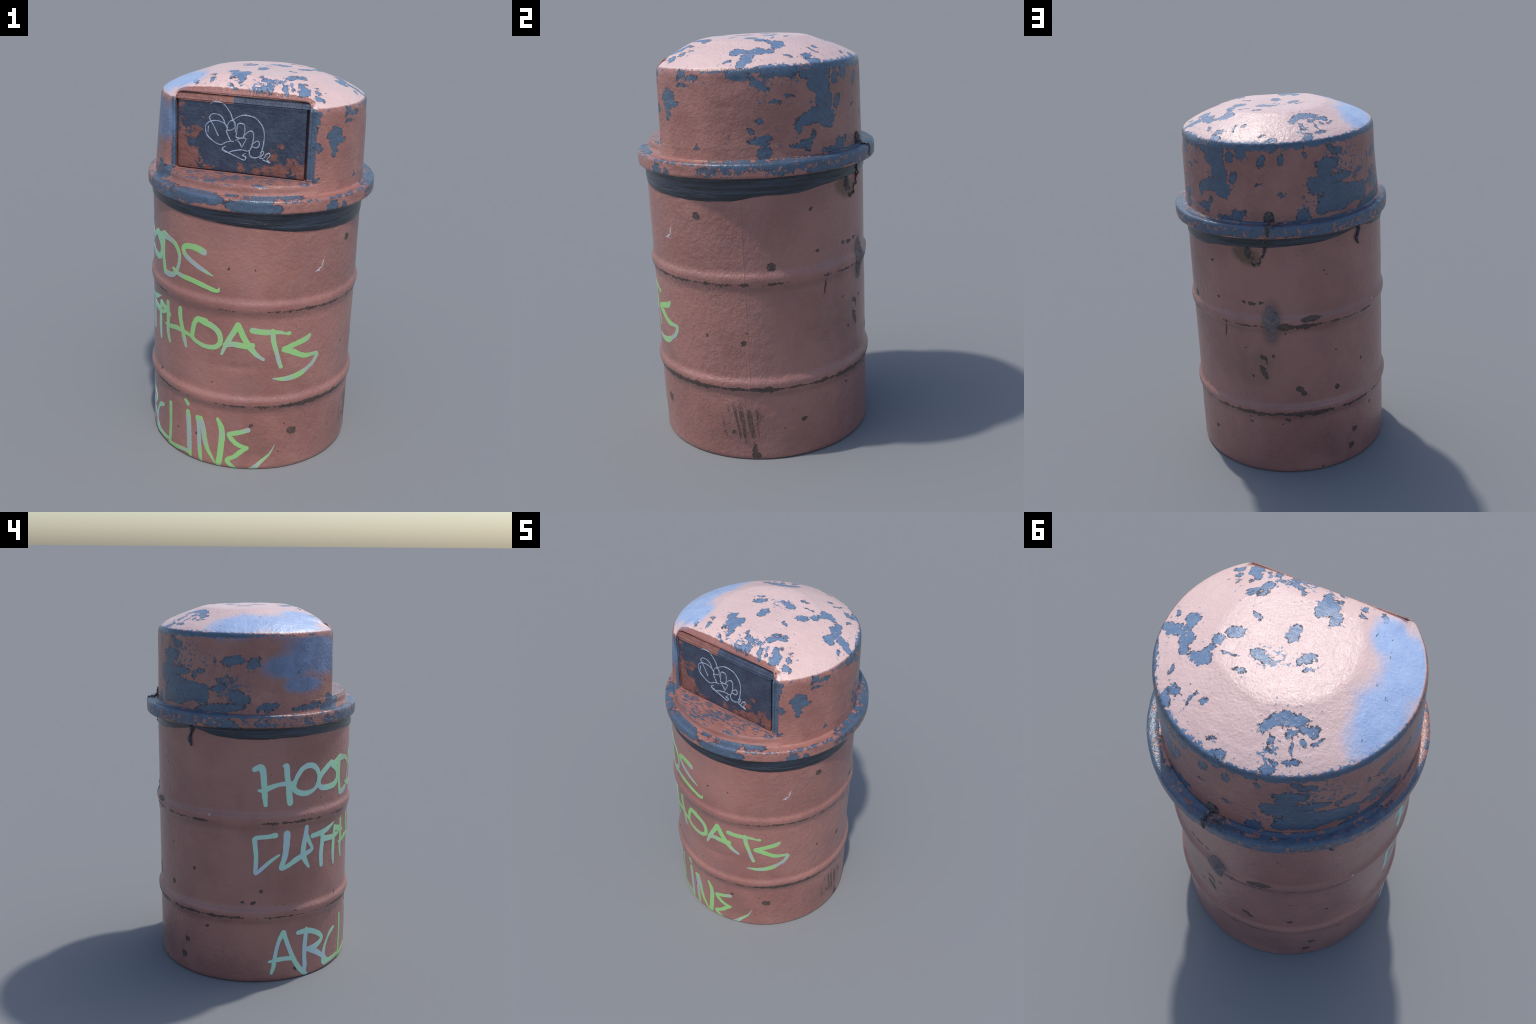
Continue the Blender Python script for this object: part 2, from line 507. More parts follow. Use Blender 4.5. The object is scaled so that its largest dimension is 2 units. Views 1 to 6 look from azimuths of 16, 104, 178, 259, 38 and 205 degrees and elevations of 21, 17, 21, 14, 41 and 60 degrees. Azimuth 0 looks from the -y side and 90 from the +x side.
DRUM_SPOTS = [
    wall(72.8, 0.542, 1.229, 0.02, 0.018, -52),
    wall(2.6, 0.542, 1.123, 0.01, 0.006, 88),
    wall(16.4, 0.543, 1.124, 0.006, 0.005, -88),
    wall(40.1, 0.542, 0.218, 0.027, 0.022, -32),
    wall(16.9, 0.542, 0.263, 0.013, 0.01, 67),
    wall(-5.2, 0.542, 0.494, 0.007, 0.005, 73),
    wall(32.5, 0.542, 0.104, 0.007, 0.005, -23),
    wall(35.4, 0.543, 0.269, 0.005, 0.004, -31),
    wall(-14.5, 0.542, 0.164, 0.011, 0.007, 76),
    wall(-28, 0.542, 0.154, 0.009, 0.005, 39),
    wall(-44.6, 0.542, 0.437, 0.014, 0.006, 32),
    wall(110.1, 0.543, 0.988, 0.022, 0.021, -28),
    wall(73.8, 0.543, 1.226, 0.019, 0.013, -89),
    wall(94.5, 0.543, 0.614, 0.014, 0.013, 64),
    wall(96.4, 0.543, 0.663, 0.007, 0.006, 81),
    wall(75, 0.543, 0.639, 0.009, 0.007, -81),
    wall(40.5, 0.543, 0.217, 0.024, 0.02, 52),
    wall(124.2, 0.543, 0.197, 0.015, 0.009, 23),
    wall(113.6, 0.543, 0.161, 0.008, 0.004, -10),
    wall(86.6, 0.543, 0.144, 0.012, 0.01, 42),
    wall(97.2, 0.543, 0.044, 0.042, 0.013, 82),
    wall(98.4, 0.543, 0.021, 0.023, 0.017, 3),
    wall(134.6, 0.543, 1.034, 0.014, 0.006, -34),
    wall(157.1, 0.543, 1.035, 0.023, 0.009, -10),
    wall(162.5, 0.543, 1.042, 0.013, 0.008, 1),
    wall(152.2, 0.543, 1.041, 0.009, 0.007, -40),
    wall(139, 0.543, 0.853, 0.041, 0.005, 82),
    wall(161.9, 0.543, 0.631, 0.049, 0.013, -68),
    wall(161.8, 0.542, 0.721, 0.021, 0.012, -52),
    wall(155.5, 0.543, 0.603, 0.01, 0.007, -33),
    wall(152.3, 0.543, 0.316, 0.008, 0.005, -36),
    wall(81.2, 0.542, 0.849, 0.005, 0.004, 39),
    wall(96.5, 0.543, 0.127, 0.017, 0.005, 87),
    wall(131.6, 0.543, 1.24, 0.012, 0.007, 39),
    wall(134.8, 0.543, 1.035, 0.013, 0.007, -48),
    wall(110, 0.543, 0.985, 0.021, 0.013, 74),
    wall(157.7, 0.543, 1.033, 0.022, 0.008, -1),
    wall(162.8, 0.543, 1.043, 0.014, 0.007, 12),
    wall(152.9, 0.543, 1.038, 0.01, 0.008, 68),
    wall(138.7, 0.543, 0.84, 0.033, 0.006, 75),
    wall(162.6, 0.543, 0.722, 0.021, 0.009, -23),
    wall(164, 0.543, 0.698, 0.02, 0.006, -85),
    wall(168, 0.543, 0.732, 0.009, 0.008, 18),
    wall(161.9, 0.543, 0.656, 0.018, 0.01, -8),
    wall(163.2, 0.543, 0.617, 0.033, 0.01, -70),
    wall(155.6, 0.542, 0.603, 0.009, 0.006, 10),
    wall(-177.8, 0.543, 0.53, 0.022, 0.018, -27),
    wall(-175.4, 0.543, 0.502, 0.021, 0.015, -36),
    wall(-155.2, 0.542, 0.502, 0.017, 0.013, -79),
    wall(-155.5, 0.543, 0.732, 0.007, 0.006, 76),
    wall(-136.6, 0.543, 0.621, 0.01, 0.007, -47),
    wall(174.8, 0.543, 0.339, 0.018, 0.009, -20),
    wall(171.6, 0.543, 0.313, 0.009, 0.004, 14),
    wall(-143, 0.543, 0.19, 0.018, 0.015, -51),
    wall(-145.7, 0.543, 0.096, 0.021, 0.014, -52),
    wall(-165.6, 0.543, 0.015, 0.01, 0.006, -22),
    wall(124.6, 0.543, 0.196, 0.017, 0.007, 33),
    wall(151.9, 0.543, 0.346, 0.006, 0.005, 50),
    wall(152.7, 0.543, 0.314, 0.007, 0.005, 34),
    wall(-161.1, 0.543, 1.207, 0.006, 0.004, -25),
    wall(-159.7, 0.543, 1.176, 0.006, 0.004, -25),
    wall(175.6, 0.543, 0.868, 0.012, 0.005, 87),
    wall(151.5, 0.543, 0.769, 0.009, 0.006, 12),
    wall(-170.8, 0.543, 0.939, 0.053, 0.01, 0),
    wall(-169.8, 0.542, 0.947, 0.062, 0.012, 2),
    wall(-142.3, 0.542, 0.189, 0.019, 0.013, 40),
    wall(-145.5, 0.542, 0.093, 0.023, 0.017, 45),
    wall(-96.3, 0.543, 0.528, 0.012, 0.01, -87),
    wall(-100.8, 0.542, 0.463, 0.017, 0.01, 18),
    wall(-106.9, 0.543, 0.468, 0.011, 0.009, 11),
    wall(-136.3, 0.543, 0.622, 0.012, 0.007, 80),
    wall(-154.8, 0.543, 0.503, 0.015, 0.014, -27),
    wall(-128.2, 0.542, 0.307, 0.013, 0.006, 16),
    wall(-155.5, 0.542, 0.733, 0.008, 0.005, 25),
    wall(-75.3, 0.543, 0.059, 0.012, 0.01, -44),
    wall(-59.2, 0.542, 1.015, 0.008, 0.005, -78),
    wall(-76.6, 0.542, 0.408, 0.016, 0.006, -20),
]
# pink left on the flap
FLAP_PINK = [
    wall(-40, 0.47, 1.66, 0.10, 0.04, 90),
    wall(-38, 0.46, 1.60, 0.075, 0.06, 0),
    wall(-37, 0.46, 1.575, 0.11, 0.03, 0),
    wall(-40, 0.48, 1.86, 0.06, 0.012, 90),
    wall(38, 0.46, 1.60, 0.05, 0.045, 30),
    wall(29, 0.42, 1.585, 0.075, 0.035, 0),
    wall(20, 0.39, 1.57, 0.09, 0.022, 0),
    wall(23, 0.40, 1.64, 0.05, 0.015, 60),
    wall(40, 0.47, 1.57, 0.05, 0.02, 0),
    wall(12, 0.375, 1.57, 0.05, 0.012, 0),
    wall(-34, 0.44, 1.73, 0.04, 0.012, 60),
]



# where the paint is peppered with small losses
FLECK_ZONES = [
    roof(15, 0.29, 1.97, 0.16, 0.055, 0), roof(-164, 0.44, 1.92, 0.06, 0.05, 0), roof(175, 0.10, 1.99, 0.10, 0.06, 0),
    wall(-170, 0.53, 1.57, 0.10, 0.06, 0), wall(-140, 0.522, 1.78, 0.16, 0.09, 0), wall(70, 0.52, 1.83, 0.07, 0.03, 0),
    wall(110, 0.52, 1.80, 0.09, 0.05, 60), wall(-112, 0.525, 1.62, 0.13, 0.08, 0), wall(128, 0.525, 1.84, 0.15, 0.03, 0),
]
FLANGE_ZONES = [wall(100, 0.586, 1.47, 0.30, 0.05, 0), wall(-85, 0.586, 1.46, 0.25, 0.05, 0)]


def lid_paint(name, spots, zones, region):
    k = Kit(name)
    q = k.flake_coords()
    f = k.spots(q, spots)
    x, y, z = k.xyz()
    # small flecks crowd round the larger bare patches
    fleck = k.noise(52, 4, 0.65)
    near = k.step(f, 0.07, 0.0)
    thr = k.math('MULTIPLY_ADD', near, -0.10, 0.735)
    zone = k.spots(k.vec('ADD', k.obj, k.vec('SCALE', k.vec('SUBTRACT', k.noise(7, 2, 0.6, color=True), (0.5, 0.5, 0.5)), scale=0.12)), zones, (0, 0), 0.05)
    thr = k.math('MULTIPLY_ADD', k.step(zone, 0.02, -0.04), -0.125, thr)
    fl = k.step(k.math('SUBTRACT', fleck, thr), 0.0, 0.004)
    fmask = k.step(f, 0.0012, -0.0012)
    # islands of paint left inside the patches
    isl = k.step(k.noise(60 if region == 'hood' else 34, 3, 0.6), 0.64 if region == 'hood' else 0.565, 0.655 if region == 'hood' else 0.58)
    isl = k.math('MULTIPLY', isl, k.step(f, -0.045, -0.005) if region == 'hood' else k.step(k.math('ADD', y, k.math('MULTIPLY', x, -0.4)), -0.45, -0.30))
    bare = k.math('MULTIPLY', fmask, k.math('SUBTRACT', 1.0, isl))
    bare = k.math('MAXIMUM', bare, fl)
    n1 = k.noise(5, 4, 0.6)
    n2 = k.noise(22, 4, 0.65)
    pale = None
    pink = k.mix(k.step(n1, 0.3, 0.7), PINK, PINK_DEEP)
    pink = k.mix(k.math('MULTIPLY', k.step(n2, 0.45, 0.8), 0.25), pink, (0.49, 0.25, 0.21))
    masks = []
    if region == 'hood':
        # the roof skin is coloured paler right up to its rim and brow
        jz = k.math('MULTIPLY', k.math('SUBTRACT', k.noise(35, 3, 0.65), 0.5), 0.010)
        pale = k.step(k.math('ADD', z, jz), 1.886, 1.893)
        lipcut = k.math('MULTIPLY', k.step(k.math('ADD', y, jz), -0.3165, -0.3195), k.step(k.math('ABSOLUTE', x), 0.345, 0.33))
        pale = k.math('MULTIPLY', pale, k.math('SUBTRACT', 1.0, lipcut))
        pinkp = k.mix(k.step(n1, 0.35, 0.7), PALE, PALE_2)
        pinkp = k.mix(k.math('MULTIPLY', k.step(n2, 0.5, 0.8), 0.35), pinkp, (0.68, 0.53, 0.48))
        pink = k.mix(pale, pink, pinkp)
        ang = k.math('ARCTAN2', x, k.math('MULTIPLY', y, -1.0))
        # worn rim, strongest round the back
        rim = k.math('ABSOLUTE', k.math('SUBTRACT', z, 1.878))
        back = k.step(y, -0.12, 0.30)
        jag = k.noise(38, 4, 0.7)
        w = k.math('MULTIPLY_ADD', back, 0.014, 0.001)
        w = k.math('MULTIPLY', w, k.math('MULTIPLY_ADD', k.noise(7, 2), 1.6, 0.2))
        w = k.math('ADD', w, k.math('MULTIPLY', k.math('SUBTRACT', jag, 0.5), 0.060))
        masks.append(k.math('MULTIPLY', k.math('LESS_THAN', rim, w), k.step(y, -0.36, -0.30)))
        # front frame round the flap: blue steel with left-over pink
        front = k.step(y, -0.357, -0.3615)
        front = k.math('MULTIPLY', front, k.step(z, 1.545, 1.556))
        fr = k.noise(14, 4, 0.7, v=k.mapping(k.obj, scale=(1, 1, 0.35)))
        keep = k.math('ADD', fr, k.math('MULTIPLY', k.step(x, -0.2, 0.2), -0.30))
        keep = k.math('ADD', keep, k.math('MULTIPLY', k.step(z, 1.87, 1.91), 0.14))
        front = k.math('MULTIPLY', front, k.step(k.math('ABSOLUTE', x), 0.365, 0.355))
        masks.append(k.math('MULTIPLY', front, k.math('LESS_THAN', keep, 0.56)))
        # scraped ledge under the flap
        sill = k.math('MULTIPLY', k.step(z, 1.52, 1.535), k.step(z, 1.552, 1.546))
        sill = k.math('MULTIPLY', sill, k.step(y, -0.362, -0.37))
        scr = k.noise(46, 5, 0.75, v=k.mapping(k.obj, rot=(0, 0, 0.25), scale=(0.55, 1.7, 1)))
        masks.append(k.math('MULTIPLY', sill, k.math('GREATER_THAN', k.math('ADD', scr, k.math('MULTIPLY', k.math('SUBTRACT', k.noise(8, 2), 0.5), 0.5)), 0.54)))
    if region == 'flange':
        jag = k.noise(30, 4, 0.7)
        r = k.vec('LENGTH', k.vec('MULTIPLY', k.obj, (1, 1, 0)))
        edge = k.math('ADD', k.math('ABSOLUTE', k.math('SUBTRACT', r, 0.581)),
                      k.math('ABSOLUTE', k.math('SUBTRACT', z, 1.484)))
        masks.append(k.math('MULTIPLY', k.math('LESS_THAN', edge, 0.016),
                            k.math('GREATER_THAN', jag, k.math('MULTIPLY_ADD', k.step(y, -0.5, 0.3), -0.16, 0.56))))
    bare = k.mask_all([bare] + masks)
    # steel-blue undercoat
    u1 = k.noise(30, 4, 0.7)
    blue = k.mix(k.step(u1, 0.3, 0.75), BLUE, (0.058, 0.091, 0.142))
    blue = k.mix(k.math('MULTIPLY', k.step(k.noise(9, 3, 0.6), 0.5, 0.75), 0.5), blue, (0.048, 0.076, 0.108))
    if pale is not None:
        blue = k.mix(pale, blue, k.mix(k.step(u1, 0.3, 0.75), (0.165, 0.25, 0.39), (0.115, 0.18, 0.29)))
    # dark torn edge of the paint film
    rimline = k.math('MULTIPLY', k.step(f, -0.0028, -0.0006), k.step(f, 0.0016, 0.0002))
    col = k.mix(bare, pink, blue)
    col = k.mix(k.math('MULTIPLY', rimline, 0.75), col, (0.03, 0.035, 0.05))
    if region == 'hood':
        # a cloud of light blue spray on the west side
        nz = k.math('MULTIPLY', k.math('SUBTRACT', k.noise(9, 3, 0.6), 0.5), 0.9)
        cloud = None
        for c, s in (((-0.45, -0.24, 1.79), (0.20, 0.20, 0.13)), ((-0.40, -0.32, 1.77), (0.10, 0.12, 0.12)), ((-0.50, -0.10, 1.72), (0.14, 0.15, 0.075)),
                     ((-0.49, -0.18, 1.63), (0.12, 0.13, 0.050)), ((-0.43, -0.12, 1.93), (0.135, 0.22, 0.12)),
                     ((-0.41, 0.10, 1.92), (0.13, 0.22, 0.10)), ((-0.32, -0.20, 1.95), (0.09, 0.13, 0.1))):
            d = k.vec('LENGTH', k.mapping(k.obj, c, (0, 0, 0), s, 'TEXTURE'))
            cloud = d if cloud is None else k.math('MINIMUM', cloud, d)
        rho = k.vec('LENGTH', k.vec('MULTIPLY', k.obj, (1, 1, 0)))
        soft = k.step(k.math('ADD', cloud, k.math('MULTIPLY', nz, 0.75)), 1.18, 0.55)
        keepdisc = k.math('MAXIMUM', k.step(rho, 0.262, 0.285), k.step(z, 1.9, 1.88))
        soft = k.math('MULTIPLY', soft, keepdisc)
        lip = k.math('ABSOLUTE', k.math('SUBTRACT', z, 1.879))
        soft = k.math('MULTIPLY', soft, k.step(lip, 0.008, 0.018))
        mott = k.step(k.noise(13, 4, 0.65), 0.25, 0.75)
        spray = k.mix(k.step(z, 1.86, 1.89), k.mix(mott, (0.105, 0.160, 0.270), (0.165, 0.250, 0.420)), k.mix(mott, (0.30, 0.44, 0.70), (0.38, 0.52, 0.76)))
        col = k.mix(k.math('MULTIPLY', soft, 0.92), col, spray)
        nick = k.step(k.noise(24, 3, 0.6, v=k.mapping(k.obj, scale=(1.5, 0.6, 1))), 0.69, 0.715)
        col = k.mix(k.math('MULTIPLY', k.math('MULTIPLY', nick, soft), 0.8), col, (0.05, 0.07, 0.11))
    # film thickness + orange peel + dents
    h = k.math('MULTIPLY', bare, -1.0)
    peel = k.noise(75, 3, 0.6)
    big = k.noise(8, 3, 0.5)
    nrm = k.bump(h, 0.85, 0.0040)
    nrm = k.bump(peel, 0.50, 0.005, nrm)
    nrm = k.bump(k.noise(26, 5, 0.65), 0.45, 0.010, nrm)
    nrm = k.bump(big, 0.30, 0.02, nrm)
    rough = k.math('MULTIPLY_ADD', k.noise(18, 3), 0.22, k.math('MULTIPLY_ADD', pale, 0.10, 0.20) if pale is not None else 0.20)
    return k.finish(col, rough, nrm, spec=0.5, coat=0.22)


def drum_paint():
    k = Kit('drum_paint')
    x, y, z = k.xyz()
    xx = k.math('ADD', x, -DRUM_AXIS[0])
    yy = k.math('ADD', y, -DRUM_AXIS[1])
    ang = k.math('ARCTAN2', xx, k.math('MULTIPLY', yy, -1.0))
    n1 = k.noise(2.2, 4, 0.6)
    streak = k.noise(7, 4, 0.6, v=k.mapping(k.obj, scale=(1, 1, 0.12)))
    fine = k.noise(40, 3, 0.6)
    col = k.mix(k.step(n1, 0.38, 0.64), PINK, PINK_DEEP)
    col = k.mix(k.math('MULTIPLY', k.step(k.noise(6.5, 5, 0.7), 0.48, 0.72), 0.45), col, (0.30, 0.155, 0.140))
    col = k.mix(k.math('MULTIPLY', k.step(streak, 0.5, 0.75), 0.30), col, (0.37, 0.185, 0.18))
    col = k.mix(k.math('MULTIPLY', k.step(fine, 0.5, 0.8), 0.18), col, (0.36, 0.19, 0.13))
    # grime creeping up from the ground
    gr = k.math('ADD', z, k.math('MULTIPLY', k.math('SUBTRACT', n1, 0.5), 0.5))
    # chips and holes
    q = k.vec('ADD', k.obj, k.vec('SCALE', k.vec('SUBTRACT', k.noise(55, 3, 0.65, color=True), (.5, .5, .5)), scale=0.024))
    f = k.spots(q, DRUM_SPOTS, DRUM_AXIS, 0.02)
    hole = k.step(f, 0.0004, -0.0022)
    rustn = k.noise(70, 4, 0.7)
    rust = k.mix(k.step(rustn, 0.4, 0.7), (0.040, 0.031, 0.030), (0.125, 0.068, 0.040))
    # tiny pinholes
    v = k.voronoi(26)
    pin = k.math('MULTIPLY', k.step(v, 0.085, 0.06), k.math('GREATER_THAN', k.noise(3.1, 2), 0.56))
    hole = k.math('MAXIMUM', hole, k.math('MULTIPLY', pin, 0.75))
    # broken rust line on the under side of each rolling hoop
    jag = k.noise(48, 4, 0.75)
    jag2 = k.noise(17, 3, 0.6)
    lowf = k.noise(3.3, 3, 0.6)
    east = k.step(k.math('ADD', x, k.math('MULTIPLY', y, 0.35)), -0.40, 0.35)
    band = None
    for zc in (0.908, 0.380):
        d = k.math('ABSOLUTE', k.math('SUBTRACT', z, zc))
        w = k.math('MULTIPLY_ADD', east, 0.0115, -0.001)
        w = k.math('ADD', w, k.math('MULTIPLY', k.math('SUBTRACT', lowf, 0.5), 0.075))
        w = k.math('ADD', w, k.math('MULTIPLY', k.math('SUBTRACT', jag, 0.5), 0.042))
        w = k.math('ADD', w, k.math('MULTIPLY', k.math('SUBTRACT', jag2, 0.5), 0.034))
        b = k.step(k.math('SUBTRACT', w, d), 0.0, 0.003)
        band = b if band is None else k.math('MAXIMUM', band, b)
    # soft darker band in the valley below the hoops
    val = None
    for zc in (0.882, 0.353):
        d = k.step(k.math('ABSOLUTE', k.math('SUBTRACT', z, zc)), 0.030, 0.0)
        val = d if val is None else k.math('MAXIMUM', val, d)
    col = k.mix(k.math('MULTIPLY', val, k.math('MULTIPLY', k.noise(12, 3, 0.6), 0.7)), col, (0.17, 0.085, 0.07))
    # scraped scores near the foot, east side
    zone = k.spots(k.vec('ADD', k.obj, k.vec('SCALE', k.vec('SUBTRACT', k.noise(16, 4, 0.7, color=True), (.5, .5, .5)), scale=0.16)),
                   [wall(91, 0.541, 0.19, 0.120, 0.115, 84)], DRUM_AXIS, 0.05)
    tilt = k.math('MULTIPLY_ADD', z, 0.22, ang)
    cv = k.t.nodes.new('ShaderNodeCombineXYZ')
    k.put(cv.inputs[0], k.math('MULTIPLY', tilt, 0.541))
    k.put(cv.inputs[2], k.math('MULTIPLY', z, 0.05))
    score = k.step(k.noise(62, 3, 0.6, v=cv.outputs[0]), 0.51, 0.58)
    score = k.math('MULTIPLY', score, k.step(zone, 0.015, -0.05))
    col = k.mix(k.math('MULTIPLY', k.step(zone, 0.02, -0.05), k.math('MULTIPLY', k.noise(30, 4, 0.7, v=cv.outputs[0]), 0.45)), col, (0.10, 0.060, 0.050))
    hole = k.mask_all([hole, band, k.math('MULTIPLY', score, 0.8)])
    # rust bloom round the chain eye
    eye = k.spots(q, [wall(155.5, 0.541, 1.305, 0.085, 0.055, -20)], DRUM_AXIS, 0.05)
    bloom = k.step(k.math('ADD', eye, k.math('MULTIPLY', k.math('SUBTRACT', k.noise(30, 4, 0.7), 0.5), 0.06)), 0.012, -0.02)
    col = k.mix(k.math('MULTIPLY', bloom, 0.85), col, (0.115, 0.060, 0.028))
    # rust weeping round the welded lug
    lug = k.spots(q, [wall(168.2, 0.545, 0.925, 0.125, 0.055, 88)], DRUM_AXIS, 0.05)
    col = k.mix(k.math('MULTIPLY', k.step(lug, 0.02, -0.01), 0.55), col, (0.14, 0.08, 0.065))
    # broad brown smears on the back and low down
    sm = k.spots(q, [wall(152, 0.541, 0.66, 0.24, 0.13, 0), wall(95, 0.541, 0.10, 0.25, 0.07, 0), wall(-160, 0.541, 0.16, 0.2, 0.10, 0),
                     wall(20, 0.541, 0.17, 0.12, 0.12, 0)], DRUM_AXIS, 0.1)
    smn = k.step(k.noise(9, 5, 0.7, v=k.mapping(k.obj, scale=(1, 1, 0.5))), 0.35, 0.7)
    col = k.mix(k.math('MULTIPLY', k.math('MULTIPLY', k.step(sm, 0.03, -0.07), smn), 0.75), col, (0.20, 0.100, 0.075))
    # chalky scuff
    sc = k.spots(k.vec('ADD', k.obj, k.vec('SCALE', k.vec('SUBTRACT', k.noise(50, 3, 0.7, color=True), (.5, .5, .5)), scale=0.05)),
                 [wall(52.6, 0.541, 1.108, 0.020, 0.006, 35), wall(54.0, 0.541, 1.130, 0.024, 0.004, 70),
                  wall(50.6, 0.541, 1.098, 0.012, 0.005, 10), wall(-125.5, 0.552, 0.945, 0.006, 0.0035, 20)], DRUM_AXIS, 0.03)
    col = k.mix(k.step(sc, 0.001, -0.002), col, (0.62, 0.60, 0.66))
    col = k.mix(k.math('MULTIPLY', hole, 0.93), col, rust)
    # weld seam and shallow scratches
    seam = k.math('ABSOLUTE', k.math('SUBTRACT', ang, math.radians(96.6)))
    seamh = k.step(k.math('ADD', seam, k.math('MULTIPLY', k.math('SUBTRACT', k.noise(25, 3), 0.5), 0.006)), 0.010, 0.002)
    scratch = k.step(k.math('ABSOLUTE', k.math('SUBTRACT', k.noise(4.0, 2, 0.5, v=k.mapping(k.obj, rot=(0.2, 0.1, 0), scale=(1, 1, 5))), 0.5)), 0.006, 0.0)
    wrinkle = k.noise(34, 5, 0.65, v=k.mapping(k.obj, rot=(0, 0.2, 0), scale=(1, 1, 0.8)))
    rough_side = k.math('MULTIPLY', wrinkle, k.math('MULTIPLY_ADD', k.step(xx, 0.0, 0.5), 0.8, 0.5))
    nrm = k.bump(k.math('SUBTRACT', 1.0, hole), 1.0, 0.006)
    nrm = k.bump(k.noise(18, 5, 0.7), 0.35, 0.012, nrm)
    nrm = k.bump(rough_side, 0.65, 0.009, nrm)
    nrm = k.bump(k.noise(80, 2, 0.6), 0.30, 0.004, nrm)
    nrm = k.bump(k.math('SUBTRACT', k.math('MULTIPLY', seamh, 1.0), k.math('MULTIPLY', scratch, 0.25)), 0.35, 0.004, nrm)
    rough = k.math('MULTIPLY_ADD', hole, 0.35, k.math('MULTIPLY_ADD', k.noise(14, 3), 0.2, 0.22))
    return k.finish(col, rough, nrm, spec=0.55, coat=0.30)


def tape_mat():
    k = Kit('dark_tape')
    st = k.noise(10, 4, 0.6, v=k.mapping(k.obj, rot=(0.03, 0.02, 0), scale=(0.35, 0.35, 7)))
    st2 = k.noise(30, 3, 0.65, v=k.mapping(k.obj, rot=(-0.05, 0.05, 0), scale=(0.3, 0.3, 5)))
    col = k.mix(k.step(st, 0.42, 0.62), (0.008, 0.010, 0.016), (0.032, 0.045, 0.072))
    nrm = k.bump(st, 0.7, 0.010)
    nrm = k.bump(st2, 0.5, 0.006, nrm)
    return k.finish(col, 0.30, nrm, coat=0.4)


def flap_mat():
    k = Kit('flap_paint')
    x, y, z = k.xyz()
    q = k.flake_coords(1.6)
    f = k.spots(q, [(0, 0, 0, 0, 0, 0, 'wall')][:0] + FLAP_PINK, (0, 0), 0.06)
    n = k.noise(34, 4, 0.7)
    pink = k.step(k.math('ADD', f, k.math('MULTIPLY', k.math('SUBTRACT', n, 0.5), 0.17)), 0.004, 0.001)
    top = k.step(z, 1.876, 1.882)
    # the hinge roll: pink on the left, blue blocks to the right
    blk = k.noise(9, 1, 0.4, v=k.mapping(k.obj, scale=(1, 0, 0.1)))
    tp = k.math('GREATER_THAN', k.math('ADD', k.math('MULTIPLY', x, -1.3), k.math('MULTIPLY', blk, 0.9)), 0.52)
    pink = k.math('MAXIMUM', k.math('MULTIPLY', pink, k.math('SUBTRACT', 1.0, top)), k.math('MULTIPLY', top, tp))
    b = k.noise(11, 5, 0.7)
    blue = k.mix(k.step(b, 0.35, 0.7), (0.030, 0.043, 0.074), (0.052, 0.070, 0.112))
    blue = k.mix(k.math('MULTIPLY', k.step(k.noise(3.5, 3), 0.45, 0.7), 0.6), blue, (0.030, 0.042, 0.072))
    red = k.mix(k.step(k.noise(20, 3), 0.3, 0.7), (0.24, 0.095, 0.075), (0.18, 0.072, 0.058))
    col = k.mix(pink, blue, red)
    nrm = k.bump(pink, 0.6, 0.004)
    nrm = k.bump(k.noise(22, 5, 0.7), 0.7, 0.014, nrm)
    nrm = k.bump(k.noise(80, 3, 0.6), 0.4, 0.004, nrm)
    return k.finish(col, k.math('MULTIPLY_ADD', k.noise(14, 3), 0.2, 0.3), nrm)


def brush_mat():
    k = Kit('brushed_letter_paint')
    n = k.noise(6.5, 3, 0.6)
    d = k.noise(60, 3, 0.7, v=k.mapping(k.obj, scale=(1, 1, 0.35)))
    t = k.math('ADD', n, k.math('MULTIPLY', k.math('SUBTRACT', d, 0.5), 0.15))
    x, y, z = k.xyz()
    # the western words are paler and cooler in colour
    west = k.step(x, -0.30, -0.50)
    col = k.mix(k.step(t, 0.33, 0.56), (0.37, 0.41, 0.42), (0.30, 0.56, 0.20))
    cool = k.mix(k.step(t, 0.33, 0.58), (0.50, 0.64, 0.67), (0.44, 0.74, 0.56))
    col = k.mix(west, col, cool)
    nrm = k.bump(d, 0.2, 0.003)
    return k.finish(col, 0.5, nrm)


def plain(name, c0, c1, scale, rough, bump_s, metallic=0.0, bump_d=0.006):
    k = Kit(name)
    n = k.noise(scale, 5, 0.7)
    return k.finish(k.mix(k.step(n, 0.35, 0.65), c0, c1), rough, k.bump(n, bump_s, bump_d), metallic)


# ------------------------------------------------------------------ the thing
root = bpy.data.objects.new('litter_bin', None)
SC.objects.link(root)
root['label'] = 'pink flaking steel drum litter bin with domed lid and painted words'
root['category'] = 'litter bin'

# ------------------------------------------------------------------ drum
HOOP = [(-0.078, 0.0), (-0.058, 0.0011), (-0.041, 0.0040), (-0.027, 0.0088), (-0.014, 0.0125), (0.0, 0.0137), (0.010, 0.0130),
        (0.019, 0.0100), (0.027, 0.0052), (0.036, 0.0016), (0.048, 0.0)]


def drum_radius(z):
    r = DRUM_R
    if z < 0.02:
        r -= 0.006 * (1 - z / 0.02) ** 2
    r += 0.90 * lerp_table(HOOP, z - 0.931)
    r += 1.08 * lerp_table(HOOP, z - 0.401)
    return r


def drum_point(z, a, lift=0.0):
    """a = 0 at the front (-y), growing towards +x"""
    deg = (math.degrees(a) + 180) % 360 - 180
    r = drum_radius(z) + lift
    p = Vector((math.sin(a), -math.cos(a), 0))
    r += 0.0016 * fbm((p.x * 2.1, p.y * 2.1, z * 2.4), 3)
    # shallow dents
    for da, dz, wa, wz, depth in DENTS:
        r -= depth * math.exp(-((deg - da) / wa) ** 2 - ((z - dz) / wz) ** 2)
    return (DRUM_AXIS[0] + p.x * r, DRUM_AXIS[1] + p.y * r, z)


